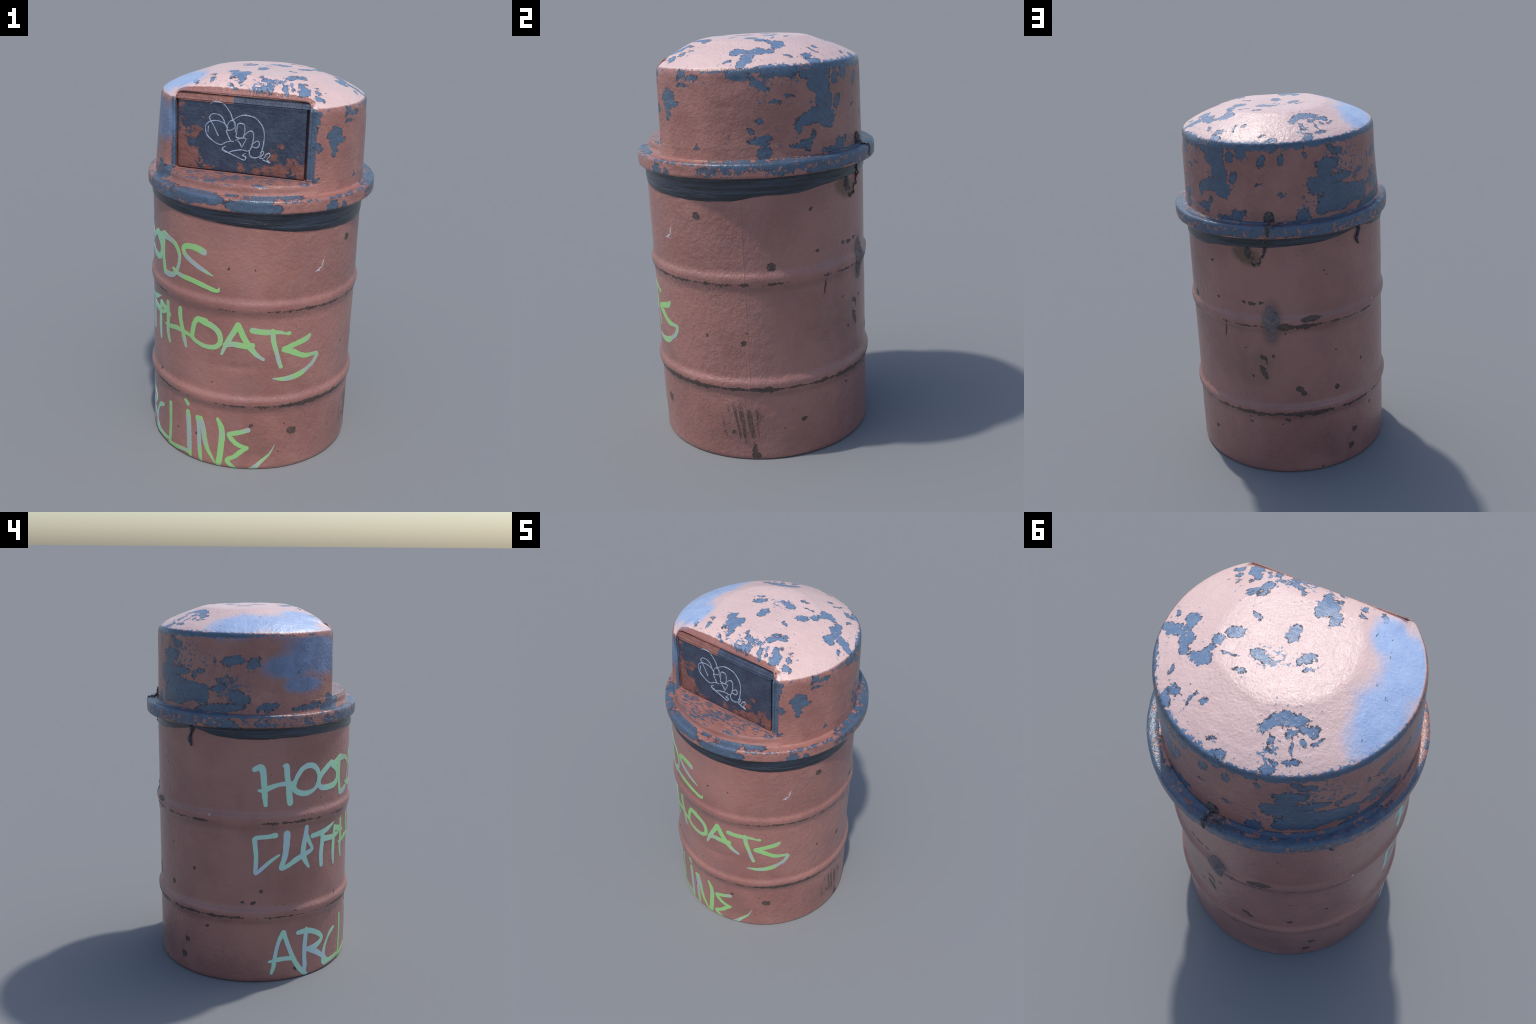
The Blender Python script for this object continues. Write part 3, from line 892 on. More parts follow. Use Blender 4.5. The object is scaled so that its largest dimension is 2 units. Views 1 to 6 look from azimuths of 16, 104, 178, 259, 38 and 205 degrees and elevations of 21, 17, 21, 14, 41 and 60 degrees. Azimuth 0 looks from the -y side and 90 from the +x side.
DENTS = [(10, 0.595, 12, 0.022, 0.004), (23, 0.07, 7, 0.06, 0.006), (130, 0.55, 14, 0.10, 0.0025),
         (75, 1.16, 9, 0.05, 0.003), (112, 0.62, 9, 0.12, 0.003), (-60, 1.24, 18, 0.06, 0.0025)]

_rd = random.Random(5)
DENTS += [(_rd.uniform(-180, 180), _rd.choice((_rd.uniform(0.05, 0.30), _rd.uniform(0.50, 0.82), _rd.uniform(1.02, 1.30))),
           _rd.uniform(1.5, 6), _rd.uniform(0.012, 0.05), _rd.uniform(-0.0012, 0.0022)) for _ in range(16)]

zs = [0.0, 0.003, 0.007, 0.012, 0.02]
zs += [0.02 + (1.41 - 0.02) * i / 280 for i in range(1, 281)]
v, f = lathe(zs, 288, drum_point)
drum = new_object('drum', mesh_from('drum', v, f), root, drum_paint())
for p in drum.data.polygons:
    if abs(p.normal.z) > 0.9:
        p.use_smooth = False

# ------------------------------------------------------------------ tape round the drum mouth
TAPE_EDGE = [(-180, 1.358), (-163, 1.366), (-152, 1.374), (-144, 1.388), (-137, 1.398), (-130, 1.386), (-121, 1.368),
             (-109, 1.357), (-97, 1.357), (-83, 1.361), (-66, 1.366), (-50, 1.367), (-30, 1.362), (-16, 1.359),
             (0, 1.349), (12, 1.341), (24, 1.331), (36, 1.319), (50, 1.312), (70, 1.304), (82, 1.302), (92, 1.306),
             (100, 1.317), (109, 1.327), (118, 1.324), (126, 1.326), (134, 1.337), (145, 1.348), (158, 1.352),
             (172, 1.355), (180, 1.358)]
TAPE_SECTION = [(0.0, -0.004), (0.0, 0.0025), (0.03, 0.0042), (0.08, 0.005)] + [(0.08 + 0.92 * i / 16, 0.005) for i in range(1, 17)] + [(1.0, -0.004)]


def tape_point(s, a):
    t, lift = s
    deg = (math.degrees(a) + 180) % 360 - 180
    low = lerp_table(TAPE_EDGE, deg) + 0.0022 * fbm((math.sin(a) * 6, math.cos(a) * 6, 0), 3)
    z = low + (1.430 - low) * t
    if lift > 0:
        lift += 0.0022 * fbm((math.sin(a) * 2.5, math.cos(a) * 2.5, z * 60), 3) 
    r = DRUM_R + lift
    return (DRUM_AXIS[0] + r * math.sin(a), DRUM_AXIS[1] - r * math.cos(a), z)


TAPE = tape_mat()
v, f = lathe(TAPE_SECTION, 360, tape_point, loop=True)
tape = new_object('tape_wrap', mesh_from('tape_wrap', v, f), root, TAPE)

# a twisted loose end of the tape hanging down
v, f = [], []
TAIL = [(1.405, 0.012, 0.008), (1.388, 0.011, 0.011), (1.368, 0.006, 0.009), (1.352, 0.008, 0.009), (1.335, 0.010, 0.008),
        (1.318, 0.008, 0.007), (1.304, 0.0045, 0.005), (1.298, 0.001, 0.002)]
tail_rows = catmull(TAIL, 4)


def tail_point(row, th):
    z, w, d = row
    a = math.radians(-137.9 + 0.9 * math.sin(z * 60))
    tw = th + z * 25
    s = w * math.cos(tw) * (1 + 0.25 * math.sin(3 * th))
    n = 0.544 + 0.004 + d * math.sin(tw) * 0.8
    er = Vector((math.sin(a), -math.cos(a), 0))
    et = Vector((math.cos(a), math.sin(a), 0))
    p = Vector((*DRUM_AXIS, z)) + er * n + et * s
    return tuple(p)


v, f = lathe(tail_rows, 20, tail_point)
new_object('tape_tail', mesh_from('tape_tail', v, f), tape, TAPE)

# ------------------------------------------------------------------ brush lettering
LETTER = brush_mat()
lift_count = 0


def ribbon(points, place, width_gain, per=6, thick=0.0010, base=0.0):
    """flat bead of paint along a smoothed line; points (u, v, width); place(u, v, lift)"""
    line = catmull(points, per)
    clean = [line[0]]
    for p in line[1:]:
        if math.hypot(p[0] - clean[-1][0], p[1] - clean[-1][1]) > 0.0015:
            clean.append(p)
    line = clean
    n = len(line)
    verts, faces = [], []
    rows = []
    tang = []
    for i in range(n):
        a, b = line[max(i - 1, 0)], line[min(i + 1, n - 1)]
        t = Vector((b[0] - a[0], b[1] - a[1]))
        tang.append(t.normalized() if t.length > 1e-9 else Vector((1, 0)))
    ws = [max(0.0015, p[2] * 0.5 * width_gain) for p in line]
    # round caps
    seq = []
    for k in range(4):
        th = k / 4 * math.pi / 2
        seq.append((Vector(line[0][:2]) - tang[0] * ws[0] * math.cos(th), tang[0], ws[0] * max(0.12, math.sin(th))))
    for p, t, w in zip(line, tang, ws):
        w *= 1 + 0.10 * noise.noise(Vector((p[0] * 60, p[1] * 60, 3.3)))
        seq.append((Vector(p[:2]), t, w))
    for k in range(3, -1, -1):
        th = k / 4 * math.pi / 2
        seq.append((Vector(line[-1][:2]) + tang[-1] * ws[-1] * math.cos(th), tang[-1], ws[-1] * max(0.12, math.sin(th))))
    prof = [(-1, -0.0012), (-0.985, thick * 0.9), (-0.5, thick), (0, thick), (0.5, thick), (0.985, thick * 0.9), (1, -0.0012)]
    for c, t, w in seq:
        nrm = Vector((-t.y, t.x))
        row = []
        for u, h in prof:
            q = c + nrm * (u * w)
            row.append(len(verts))
            verts.append(place(q.x, q.y, (h + base) if h > 0 else h))
        rows.append(row)
    for r0, r1 in zip(rows, rows[1:]):
        for i in range(len(prof) - 1):
            faces.append((r0[i], r0[i + 1], r1[i + 1], r1[i]))
    faces.append(tuple(rows[0]))
    faces.append(tuple(reversed(rows[-1])))
    return verts, faces


def on_drum(s, z, lift):
    z = max(0.0015, z)
    return drum_point(z, s / DRUM_R, lift)


def letter(*strokes):
    """each stroke: (angle deg, height mm, brush width mm) points on the drum"""
    global lift_count
    V, F = [], []
    for st in strokes:
        pts = [(math.radians(a) * DRUM_R, z / 1000, w / 1000) for a, z, w in st]
        v, f = ribbon(pts, on_drum, 1.18, thick=0.0004, base=0.0003 + 0.00016 * (lift_count % 8))
        lift_count += 1
        F += [tuple(i + len(V) for i in face) for face in f]
        V += v
    me = bpy.data.meshes.new('painted_letter')
    me.from_pydata(V, [], F)
    me.polygons.foreach_set('use_smooth', [True] * len(me.polygons))
    me.update()
    bm = bmesh.new()
    bm.from_mesh(me)
    bmesh.ops.recalc_face_normals(bm, faces=bm.faces)
    bm.to_mesh(me)
    bm.free()
    me.set_sharp_from_angle(angle=math.radians(25))
    return new_object('painted_letter', me, drum, LETTER)


# the word HOODS
letter(((-100.2, 1200, 24), (-98, 1209, 28), (-96.4, 1208, 30), (-95.5, 1176, 28), (-95.1, 1128, 27), (-94.8, 1092, 26), (-94.6, 1056, 25), (-94.1, 1008, 18)),
       ((-98.1, 1087, 10), (-95, 1087, 24), (-91.8, 1101, 24), (-86.8, 1115, 18), (-82.2, 1118, 22), (-78.7, 1117, 20)),
       ((-83.9, 1213, 14), (-82.4, 1209, 28), (-82, 1158, 26), (-81.2, 1109, 26), (-80.7, 1061, 30), (-80.1, 1012, 28)))
letter(((-69.3, 1203, 24), (-72.8, 1188, 24), (-75.5, 1157, 22), (-77.4, 1123, 22), (-78, 1097, 24), (-76.7, 1074, 26), (-72.5, 1056, 26), (-68, 1056, 22), (-64.2, 1070, 18), (-61.7, 1098, 22), (-61.1, 1139, 22), (-62.6, 1175, 24), (-65.6, 1198, 26), (-69.3, 1203, 24)))
letter(((-50.6, 1195, 24), (-55, 1171, 26), (-58.7, 1145, 26), (-61, 1114, 24), (-60.9, 1087, 24), (-58.4, 1068, 26), (-52.9, 1063, 28), (-47.6, 1068, 28), (-44.7, 1092, 28), (-44.2, 1129, 28), (-46.2, 1157, 28), (-49.6, 1178, 26)))
letter(((-50, 1185, 26), (-46, 1184, 34), (-41.4, 1202, 34), (-35.7, 1197, 24), (-32, 1189, 22), (-29.4, 1169, 20), (-27.5, 1136, 18), (-27.5, 1099, 17), (-28.7, 1062, 18), (-30.6, 1032, 20), (-33.3, 1014, 24), (-36.7, 1007, 26), (-40.6, 1008, 26)),
       ((-41.4, 1215, 18), (-42, 1189, 26), (-42.5, 1141, 24), (-42.1, 1073, 22), (-40.6, 1008, 24)))
letter(((-32.4, 1050, 14), (-29.7, 1037, 18), (-25.7, 1030, 20), (-19.1, 1026, 22), (-14.2, 1019, 22), (-9.5, 1010, 20), (-5.1, 1000, 18), (-2.7, 1001, 13), (-2.2, 1016, 6)),
       ((-11.3, 1188, 30), (-15.1, 1199, 30), (-20, 1200, 26), (-23.2, 1192, 26), (-24.6, 1176, 22), (-23.1, 1148, 22), (-19.6, 1128, 22), (-14.3, 1105, 20), (-9.7, 1088, 16), (-5.7, 1073, 4)))
# the word CLATTPHOATS
letter(((-88.4, 840, 26), (-92.7, 834, 20), (-99.5, 827, 22), (-99.8, 793, 22), (-99.2, 731, 20), (-99.3, 674, 20), (-99.4, 631, 16), (-95.4, 662, 18), (-91.1, 697, 17), (-86.2, 728, 11)))
letter(((-81.6, 843, 32), (-81.8, 792, 32), (-82.3, 736, 28), (-83.4, 694, 26), (-84.9, 653, 20), (-80.6, 665, 22), (-76, 691, 26), (-71.4, 710, 26), (-66.1, 730, 20), (-65.2, 744, 16), (-67, 778, 19), (-68.9, 818, 20)))
letter(((-69.2, 867, 20), (-69.6, 825, 26), (-70.8, 770, 26), (-71.2, 721, 27), (-69.9, 682, 25), (-67.3, 639, 12)))
letter(((-64.9, 810, 24), (-60.2, 814, 26), (-55.1, 821, 26), (-50.9, 834, 20), (-46.4, 850, 4)),
       ((-57.3, 817, 26), (-57.3, 767, 26), (-58.1, 696, 25), (-57.7, 633, 24)),
       ((-56.3, 777, 28), (-49.5, 770, 26), (-45, 770, 20), (-41.2, 778, 14)))
letter(((-45.5, 818, 24), (-46.5, 764, 24), (-46.8, 674, 24), (-46.2, 614, 14)),
       ((-45.5, 818, 24), (-42.3, 807, 26), (-39, 796, 28), (-36, 782, 20)))
letter(((-37.9, 844, 24), (-37.6, 799, 25), (-37.6, 726, 25), (-37.9, 681, 24), (-36.1, 628, 14)),
       ((-26.8, 848, 22), (-26.8, 808, 24), (-25.9, 768, 22), (-24.7, 729, 22), (-23.7, 689, 22), (-22.4, 651, 15)),
       ((-40.2, 718, 10), (-35.3, 721, 20), (-29.7, 732, 22), (-25.5, 729, 18), (-21, 724, 16), (-17.8, 713, 14)))
letter(((-9.8, 824, 28), (-12.3, 824, 28), (-14.6, 824, 24), (-16.5, 799, 22), (-17.5, 760, 22), (-17.9, 721, 20), (-16.7, 705, 18), (-14.1, 695, 18), (-9.6, 686, 20), (-4.5, 692, 22), (-1.7, 712, 22), (-0.9, 738, 23), (-1.5, 768, 25), (-3.5, 793, 26), (-6.8, 809, 27), (-10.7, 817, 28)))
letter(((8.1, 825, 27), (6.4, 795, 24), (4, 752, 24), (2, 713, 20), (0, 664, 13)),
       ((8.4, 831, 26), (9.9, 803, 26), (11.6, 766, 26), (13.9, 730, 26), (15.8, 705, 26), (18.6, 673, 20), (22.3, 647, 14)),
       ((1.9, 715, 24), (5.4, 725, 24), (9.7, 722, 26), (13.7, 719, 26), (16.2, 725, 24)))
letter(((16.2, 807, 28), (20.2, 800, 26), (23.9, 797, 26), (27, 797, 22), (31.1, 793, 16), (33.7, 785, 10), (35.7, 784, 19)),
       ((26.7, 801, 24), (27.4, 746, 22), (29, 692, 20), (30.5, 640, 19), (31.9, 602, 19)))
letter(((48.1, 754, 16), (45.8, 737, 26), (40.1, 721, 24), (36, 708, 24), (32.9, 697, 20), (37.5, 682, 26), (43.4, 653, 24), (46.4, 644, 22), (49.5, 643, 18), (53.7, 640, 18), (53, 617, 20), (51.2, 592, 19), (47.9, 570, 19), (43.5, 547, 26), (38.4, 534, 25), (33.4, 531, 20), (28, 537, 6)))
# the word ARCLINE
letter(((-82.9, 282, 26), (-85.4, 240, 20), (-87.1, 183, 18), (-88.1, 127, 20), (-88.7, 85, 20), (-89.9, 49, 14)),
       ((-82.6, 282, 22), (-80.8, 226, 22), (-77.9, 153, 22), (-75.7, 106, 24), (-73, 63, 24), (-69.7, 27, 25), (-67.6, 10, 18)),
       ((-91.2, 118, 12), (-86.7, 126, 22), (-81.8, 128, 22), (-76.3, 122, 22)))
letter(((-73.5, 267, 22), (-67.9, 267, 28), (-62.9, 253, 26), (-58.5, 228, 24), (-55.7, 199, 22), (-57.5, 173, 24), (-62.2, 155, 30), (-67.3, 156, 24)),
       ((-67.9, 279, 18), (-68.5, 222, 24), (-69, 166, 24), (-69, 109, 22), (-68.6, 65, 24), (-69, 34, 20)),
       ((-65.1, 151, 28), (-60.1, 123, 28), (-55.5, 88, 22), (-49.7, 42, 16)))
letter(((-43.4, 217, 18), (-47.3, 201, 22), (-50.3, 170, 14), (-52.9, 126, 20), (-53.6, 76, 26), (-53, 36, 28), (-48.1, 33, 22), (-41.6, 32, 20), (-38, 36, 14)))
letter(((-35.1, 267, 22), (-34.9, 210, 20), (-34.9, 143, 20), (-35.4, 72, 22), (-36, 31, 20)),
       ((-36, 18, 20), (-31.4, 20, 22), (-26.1, 30, 20), (-22.3, 34, 18), (-19, 30, 20)))
letter(((-20.4, 274, 24), (-20, 240, 26), (-19.5, 175, 26), (-19.3, 110, 26), (-19, 43, 24), (-18.4, 12, 14)),
       ((-22.1, 338, 18), (-20.5, 321, 20)))
letter(((-13.7, 261, 24), (-12.9, 215, 20), (-12.6, 133, 20), (-12.1, 68, 20), (-11.2, 7, 14)),
       ((-11.9, 260, 28), (-10.1, 207, 26), (-9, 145, 24), (-7.2, 90, 20), (-5.1, 55, 14), (-2.8, 18, 6)),
       ((-1.5, 284, 16), (0.6, 240, 26), (1.2, 192, 28), (0.8, 136, 27), (0.2, 68, 28), (-0.7, 13, 28)))
letter(((15.4, 238, 24), (11.5, 224, 22), (7.4, 212, 24), (5, 206, 18), (6.1, 183, 22), (8.9, 155, 22), (12.1, 138, 20), (15.5, 131, 14), (12.2, 109, 22), (8.3, 73, 22), (4.3, 49, 20), (6.3, 20, 20), (8.5, 5, 14)),
       ((17.2, 5, 10), (20.4, 17, 22), (22.4, 38, 18), (25.5, 66, 14), (28.1, 96, 9), (30.4, 144, 3)))

# ------------------------------------------------------------------ lid
lid = bpy.data.objects.new('lid', None)
SC.objects.link(lid)
lid.parent = root

FRONT_Y = -0.366       # plane of the flap opening
SILL_Z = 1.543
EDGE_Y = -0.322        # front edge of the roof above the opening
ROOF = [(0.0, 2.0), (0.15, 1.9985), (0.22, 1.9965), (0.258, 1.993), (0.276, 1.989), (0.295, 1.982), (0.35, 1.9625), (0.40, 1.944),
        (0.45, 1.9225), (0.485, 1.904), (0.499, 1.8955)]
ROOF_RIM = 1.8955


def roof_z(r):
    return lerp_table(ROOF, r)


def brow_z(x):
    return 1.946 - 0.14 * x * x


def front_limit(z):
    return lerp_table([(1.40, FRONT_Y), (1.878, FRONT_Y), (1.886, -0.362), (1.913, -0.340), (1.922, -0.334), (1.932, -0.326), (1.940, -0.322),
                       (2.1, -0.318)], z)


def roof_surface(x, y):
    """cone, flattened into a brow over the flap"""
    r = math.hypot(x, y)
    z = roof_z(r)
    if y < -0.19:
        t = min(1, (-0.19 - y) / (-0.19 - EDGE_Y)) ** 1.8
        zin = roof_z(math.hypot(x, -0.19))
        zt = zin + (brow_z(x) - zin) * t
        w = 1 - smooth(0.300, 0.352, abs(x))
        z = z + (zt - z) * w
    return z


def soft_max(a, b, k):
    h = max(k - abs(a - b), 0) / k
    return max(a, b) + h * h * k * 0.25


def rough_up(p, amp, freq):
    return p + Vector((fbm(p * freq), fbm(p * freq + Vector((7, 3, 1))), fbm(p * freq + Vector((2, 9, 5))))) * amp


RIM = [(0.499, 1.8955), (0.5060, 1.8905), (0.5118, 1.8840), (0.5155, 1.8765), (0.5180, 1.8680), (0.5193, 1.8570)]
wall_rows = [(0.5193 + (0.5212 - 0.5193) * i / 8, 1.855 - 0.03 * i / 8) for i in range(1, 9)]
wall_rows += [(0.5212 + 0.0125 * i / 56, 1.825 - (1.825 - 1.5436) * i / 56) for i in range(1, 57)]
sill_rows = [(0.5325, 1.5432), (0.5300, 1.5424), (0.5300, 1.5400), (0.5310, 1.5360)]
low_rows = [(0.5335, 1.530), (0.534, 1.52), (0.5345, 1.51), (0.535, 1.50), (0.5360, 1.490), (0.5380, 1.483), (0.541, 1.476), (0.53, 1.468)]


def hood_point(row, a):
    kind, r, z = row
    sa, ca = math.sin(a), math.cos(a)
    dg = (math.degrees(a) + 180) % 360 - 180
    ahead = smooth(50, 43, abs(dg))
    if kind == 'sill':
        # only the front has the sill; elsewhere the wall simply runs down
        r = 0.5337 + (r - 0.0085 - 0.5337) * ahead
    elif kind == 'low':
        r -= 0.0065 * ahead * smooth(1.487, 1.50, z)
    x, y = r * sa, -r * ca
    if kind == 'roof':
        re = -EDGE_Y / ca if ca > 0.05 else 9
        if r <= re:
            z = roof_surface(x, y)
            if y < EDGE_Y + 0.012 and abs(x) < 0.33:
                z -= 0.004 * smooth(EDGE_Y + 0.012, EDGE_Y, y)
        else:
            zin = roof_surface(re * sa, EDGE_Y) - 0.004 * (1 if abs(x) < 0.33 else 0)
            s = (r - re) / max(1e-4, 0.499 - re)
            z = zin + (ROOF_RIM - zin) * min(1, s)
    if kind != 'low':
        lim = front_limit(z)
        if kind == 'sill' and z < SILL_Z - 0.0005:
            pass
        else:
            y = soft_max(y, lim, 0.012 if kind != 'roof' else 0.006)
    p = Vector((x, y, z))
    if kind in ('roof', 'wall'):
        p = p + Vector((sa, -ca, 0)) * (0.0022 * fbm((p.x * 3, p.y * 3, p.z * 3), 3)) + Vector((0, 0, 0.0016 * fbm((p.x * 4, p.y * 4, 5), 3)))
        pass
    if kind != 'roof' or r > 0.25:
        # the hood sits a little askew and is pinched beside the opening
        k = smooth(1.88, 1.52, p.z)
        dg = (math.degrees(a) + 180) % 360 - 180
        pinch = 0.006 * math.exp(-((dg - 43) / 15) ** 2) * (1 if p.z < ROOF_RIM + 0.01 else 0.6)
        p = p + Vector((0.000 - 0.007 * k, (-0.003 - 0.009 * k) * smooth(-0.365, -0.26, p.y), 0)) * (smooth(0.3, 0.5, r) if kind == 'roof' else 1)
        p = p - Vector((1, 0, 0)) * pinch * smooth(0.25, 0.36, x) * smooth(1.485, 1.545, p.z)
    if kind in ('roof', 'wall'):
        # beaten-in spots along the rim
        for da, dz, wa, wz, depth in HOOD_DENTS:
            dg = math.degrees(a)
            dg = (dg + 180) % 360 - 180
            p = p - Vector((sa, -ca, 0)) * depth * math.exp(-((dg - da) / wa) ** 2 - ((z - dz) / wz) ** 2)
    return tuple(p)


HOOD_DENTS = [(95, 1.83, 8, 0.03, 0.005), (150, 1.70, 16, 0.10, 0.003), (-100, 1.72, 14, 0.12, 0.003), (75, 1.6, 14, 0.06, 0.003)]
_rd = random.Random(8)
HOOD_DENTS += [(_rd.uniform(55, 300), _rd.uniform(1.55, 1.88), _rd.uniform(2, 6), _rd.uniform(0.012, 0.04), _rd.uniform(-0.001, 0.0025)) for _ in range(12)]
HOOD_DENTS = [((d[0] + 180) % 360 - 180,) + d[1:] for d in HOOD_DENTS]

rows = []
rr = [0.499 * (i / 90) for i in range(1, 91)]
rows.append(('roof', 0.0008, 2.0))
rows += [('roof', r, 0) for r in rr]
rows += [('wall', r, z) for r, z in dense(RIM, 0.004)[1:]]
rows += [('wall', r, z) for r, z in wall_rows]
rows += [('sill', r, z) for r, z in sill_rows]
rows += [('low', r, z) for r, z in low_rows]

v, f = lathe(rows, 512, hood_point)
hood_mesh = mesh_from('hood', v, f)
HOOD_MAT = lid_paint('hood_paint', HOOD_WALL + HOOD_ROOF, FLECK_ZONES, 'hood')
hood = new_object('hood', hood_mesh, lid, HOOD_MAT)

# pocket for the flap
X0, X1 = -0.337, 0.324
section = [(-0.46, 1.5445), (-0.322, 1.5445), (-0.322, 1.885), (-0.318, 1.9145), (-0.46, 1.9145)]
V = [(X0, y, z) for y, z in section] + [(X1, y, z) for y, z in section]
n = len(section)
F = [tuple(range(n)), tuple(reversed(range(n, 2 * n)))] + [(i, i + n, (i + 1) % n + n, (i + 1) % n) for i in range(n)]
cutter = new_object('pocket_cutter', mesh_from('pocket_cutter', V, F, False))
bo = hood.modifiers.new('pocket', 'BOOLEAN')
bo.operation = 'DIFFERENCE'
bo.solver = 'EXACT'
bo.object = cutter
bpy.context.view_layer.update()
dg = bpy.context.evaluated_depsgraph_get()
cut = bpy.data.meshes.new_from_object(hood.evaluated_get(dg))
hood.modifiers.clear()
hood.data = cut
cut.name = 'hood'
cut.materials.clear()
cut.materials.append(HOOD_MAT)
bpy.data.objects.remove(cutter)
cut.polygons.foreach_set('use_smooth', [True] * len(cut.polygons))
cut.set_sharp_from_angle(angle=math.radians(38))

# ------------------------------------------------------------------ flange under the hood
FLANGE = [(0.535, 1.420), (0.560, 1.4175), (0.572, 1.4185), (0.579, 1.4215), (0.5828, 1.4255), (0.5840, 1.431), (0.5840, 1.450), (0.5838, 1.470),
          (0.5830, 1.4775), (0.5805, 1.4830), (0.575, 1.4865), (0.564, 1.4876), (0.548, 1.4874), (0.541, 1.4885), (0.535, 1.494), (0.52, 1.494), (0.52, 1.420)]
fl_rows = dense(FLANGE, 0.0045)


def flange_point(row, a):
    r, z = row
    z -= 0.0025
    r += 0.003 * smooth(0.55, 0.58, r)
    p = Vector((r * math.sin(a), -r * math.cos(a), z))
    k = smooth(0.54, 0.575, r)
    er = Vector((math.sin(a), -math.cos(a), 0))
    q = p + er * (0.0016 * fbm(p * 26, 4) - 0.0012) * k + Vector((0, 0, 0.0022 * fbm((p.x * 4, p.y * 4, 1), 3) + 0.0009 * fbm(p * 30, 3) * k))
    return tuple(q)


v, f = lathe(fl_rows, 480, flange_point, loop=True)
flange = new_object('flange', mesh_from('flange', v, f), lid, lid_paint('flange_paint', FLANGE_SPOTS, FLANGE_ZONES, 'flange'))

# rolled lip round the flap opening
top_z, top_y, cr = 1.9185, -0.3385, 0.020
outline = [(X0 - 0.006, -0.3665, 1.546), (X0 - 0.006, -0.3665, 1.60), (X0 - 0.006, -0.3665, 1.74), (X0 - 0.006, -0.3665, 1.865), (X0 - 0.005, -0.3600, 1.890),
           (X0 + 0.002, -0.3480, 1.908), (X0 + 0.018, -0.3400, 1.9170), (X0 + 0.05, top_y, top_z + 0.0005), (-0.15, -0.336, 1.920), (0.0, -0.335, 1.9205), (0.15, -0.336, 1.920), (X1 - 0.05, top_y, top_z + 0.0005),
           (X1 - 0.018, -0.3400, 1.9170), (X1 - 0.002, -0.3480, 1.908), (X1 + 0.005, -0.3600, 1.890), (X1 + 0.006, -0.3665, 1.865), (X1 + 0.006, -0.3665, 1.74),
           (X1 + 0.006, -0.3665, 1.60), (X1 + 0.006, -0.3665, 1.546)]
path = [Vector(p) for p in catmull(outline, 8)]
V, F, M = [], [], 12
for i, p in enumerate(path):
    t = (path[min(i + 1, len(path) - 1)] - path[max(i - 1, 0)]).normalized()
    nn = Vector((0, 1, 0)) - t * t.y
    nn.normalize()
    bb = t.cross(nn)
    for j in range(M):
        th = TAU * j / M
        rad = (0.0060 if p.z < 1.88 else 0.0042) + 0.0007 * noise.noise(p * 30)
        V.append(tuple(p + nn * rad * math.cos(th) + bb * rad * 1.15 * math.sin(th)))
for i in range(len(path) - 1):
    for j in range(M):
        F.append((i * M + j, i * M + (j + 1) % M, (i + 1) * M + (j + 1) % M, (i + 1) * M + j))
F.append(tuple(range(M)))
F.append(tuple(len(V) - 1 - j for j in range(M)))
new_object('opening_lip', mesh_from('opening_lip', V, F), lid, HOOD_MAT)

# ------------------------------------------------------------------ push flap
FLAP = [(-0.334, 1.5475), (-0.3600, 1.5475), (-0.3640, 1.5500), (-0.3655, 1.5560), (-0.3655, 1.8740), (-0.3668, 1.8775), (-0.3668, 1.8800),
        (-0.3645, 1.8815), (-0.334, 1.8815)]
ROLL = [(-0.3600, 1.8822), (-0.3612, 1.8850), (-0.3585, 1.8885), (-0.3555, 1.8905), (-0.3535, 1.8945), (-0.3520, 1.8990), (-0.3485, 1.9035), (-0.3430, 1.9065), (-0.3370, 1.9075),
        (-0.3250, 1.9060), (-0.3200, 1.8960), (-0.3250, 1.8830)]
FX0, FX1 = X0 + 0.013, X1 - 0.015
fp = []
for i, (a0, b0) in enumerate(FLAP):
    a1, b1 = FLAP[(i + 1) % len(FLAP)]
    m = max(1, int(math.hypot(a1 - a0, b1 - b0) / 0.012))
    fp += [(a0 + (a1 - a0) * j / m, b0 + (b1 - b0) * j / m) for j in range(m)]
NX = 60
V, F = [], []
n = len(fp)
for i in range(NX + 1):
    x = FX0 + (FX1 - FX0) * i / NX
    e = 0.0035 * ((1 if i in (0, NX) else 0))
    for y, z in fp:
        yy = y - 0.001
        if y < -0.355:
            yy += e + 0.0012 * fbm((x * 6, z * 6, 2), 3)
        V.append((x, yy, z))
for i in range(NX):
    for j in range(n):
        F.append((i * n + j, i * n + (j + 1) % n, (i + 1) * n + (j + 1) % n, (i + 1) * n + j))
F.append(tuple(range(n)))
F.append(tuple(NX * n + j for j in reversed(range(n))))
FLAP_MAT = flap_mat()
me = mesh_from('door_flap', V, F)
me.set_sharp_from_angle(angle=math.radians(35))
flap = new_object('door_flap', me, lid, FLAP_MAT)

# hinge roll across the top of the opening
V, F = [], []
n = len(ROLL)
for i in range(41):
    x = X0 + 0.001 + (X1 - X0 - 0.002) * i / 40
    for y, z in ROLL:
        V.append((x, y + 0.0006 * fbm((x * 8, z * 8, 4), 2), z))
for i in range(40):
    for j in range(n):
        F.append((i * n + j, i * n + (j + 1) % n, (i + 1) * n + (j + 1) % n, (i + 1) * n + j))
F.append(tuple(range(n)))
F.append(tuple(40 * n + j for j in reversed(range(n))))
me = mesh_from('hinge_roll', V, F)
me.set_sharp_from_angle(angle=math.radians(50))
new_object('hinge_roll', me, flap, FLAP_MAT)

# chalky line drawing on the flap
CHALK = plain('chalk_line', (0.40, 0.46, 0.58), (0.20, 0.245, 0.33), 90, 0.6, 0.3)


def on_flap(x, z, lift):
    return (x, -0.3665 + 0.0012 * fbm((x * 6, z * 6, 2), 3) - lift, z)


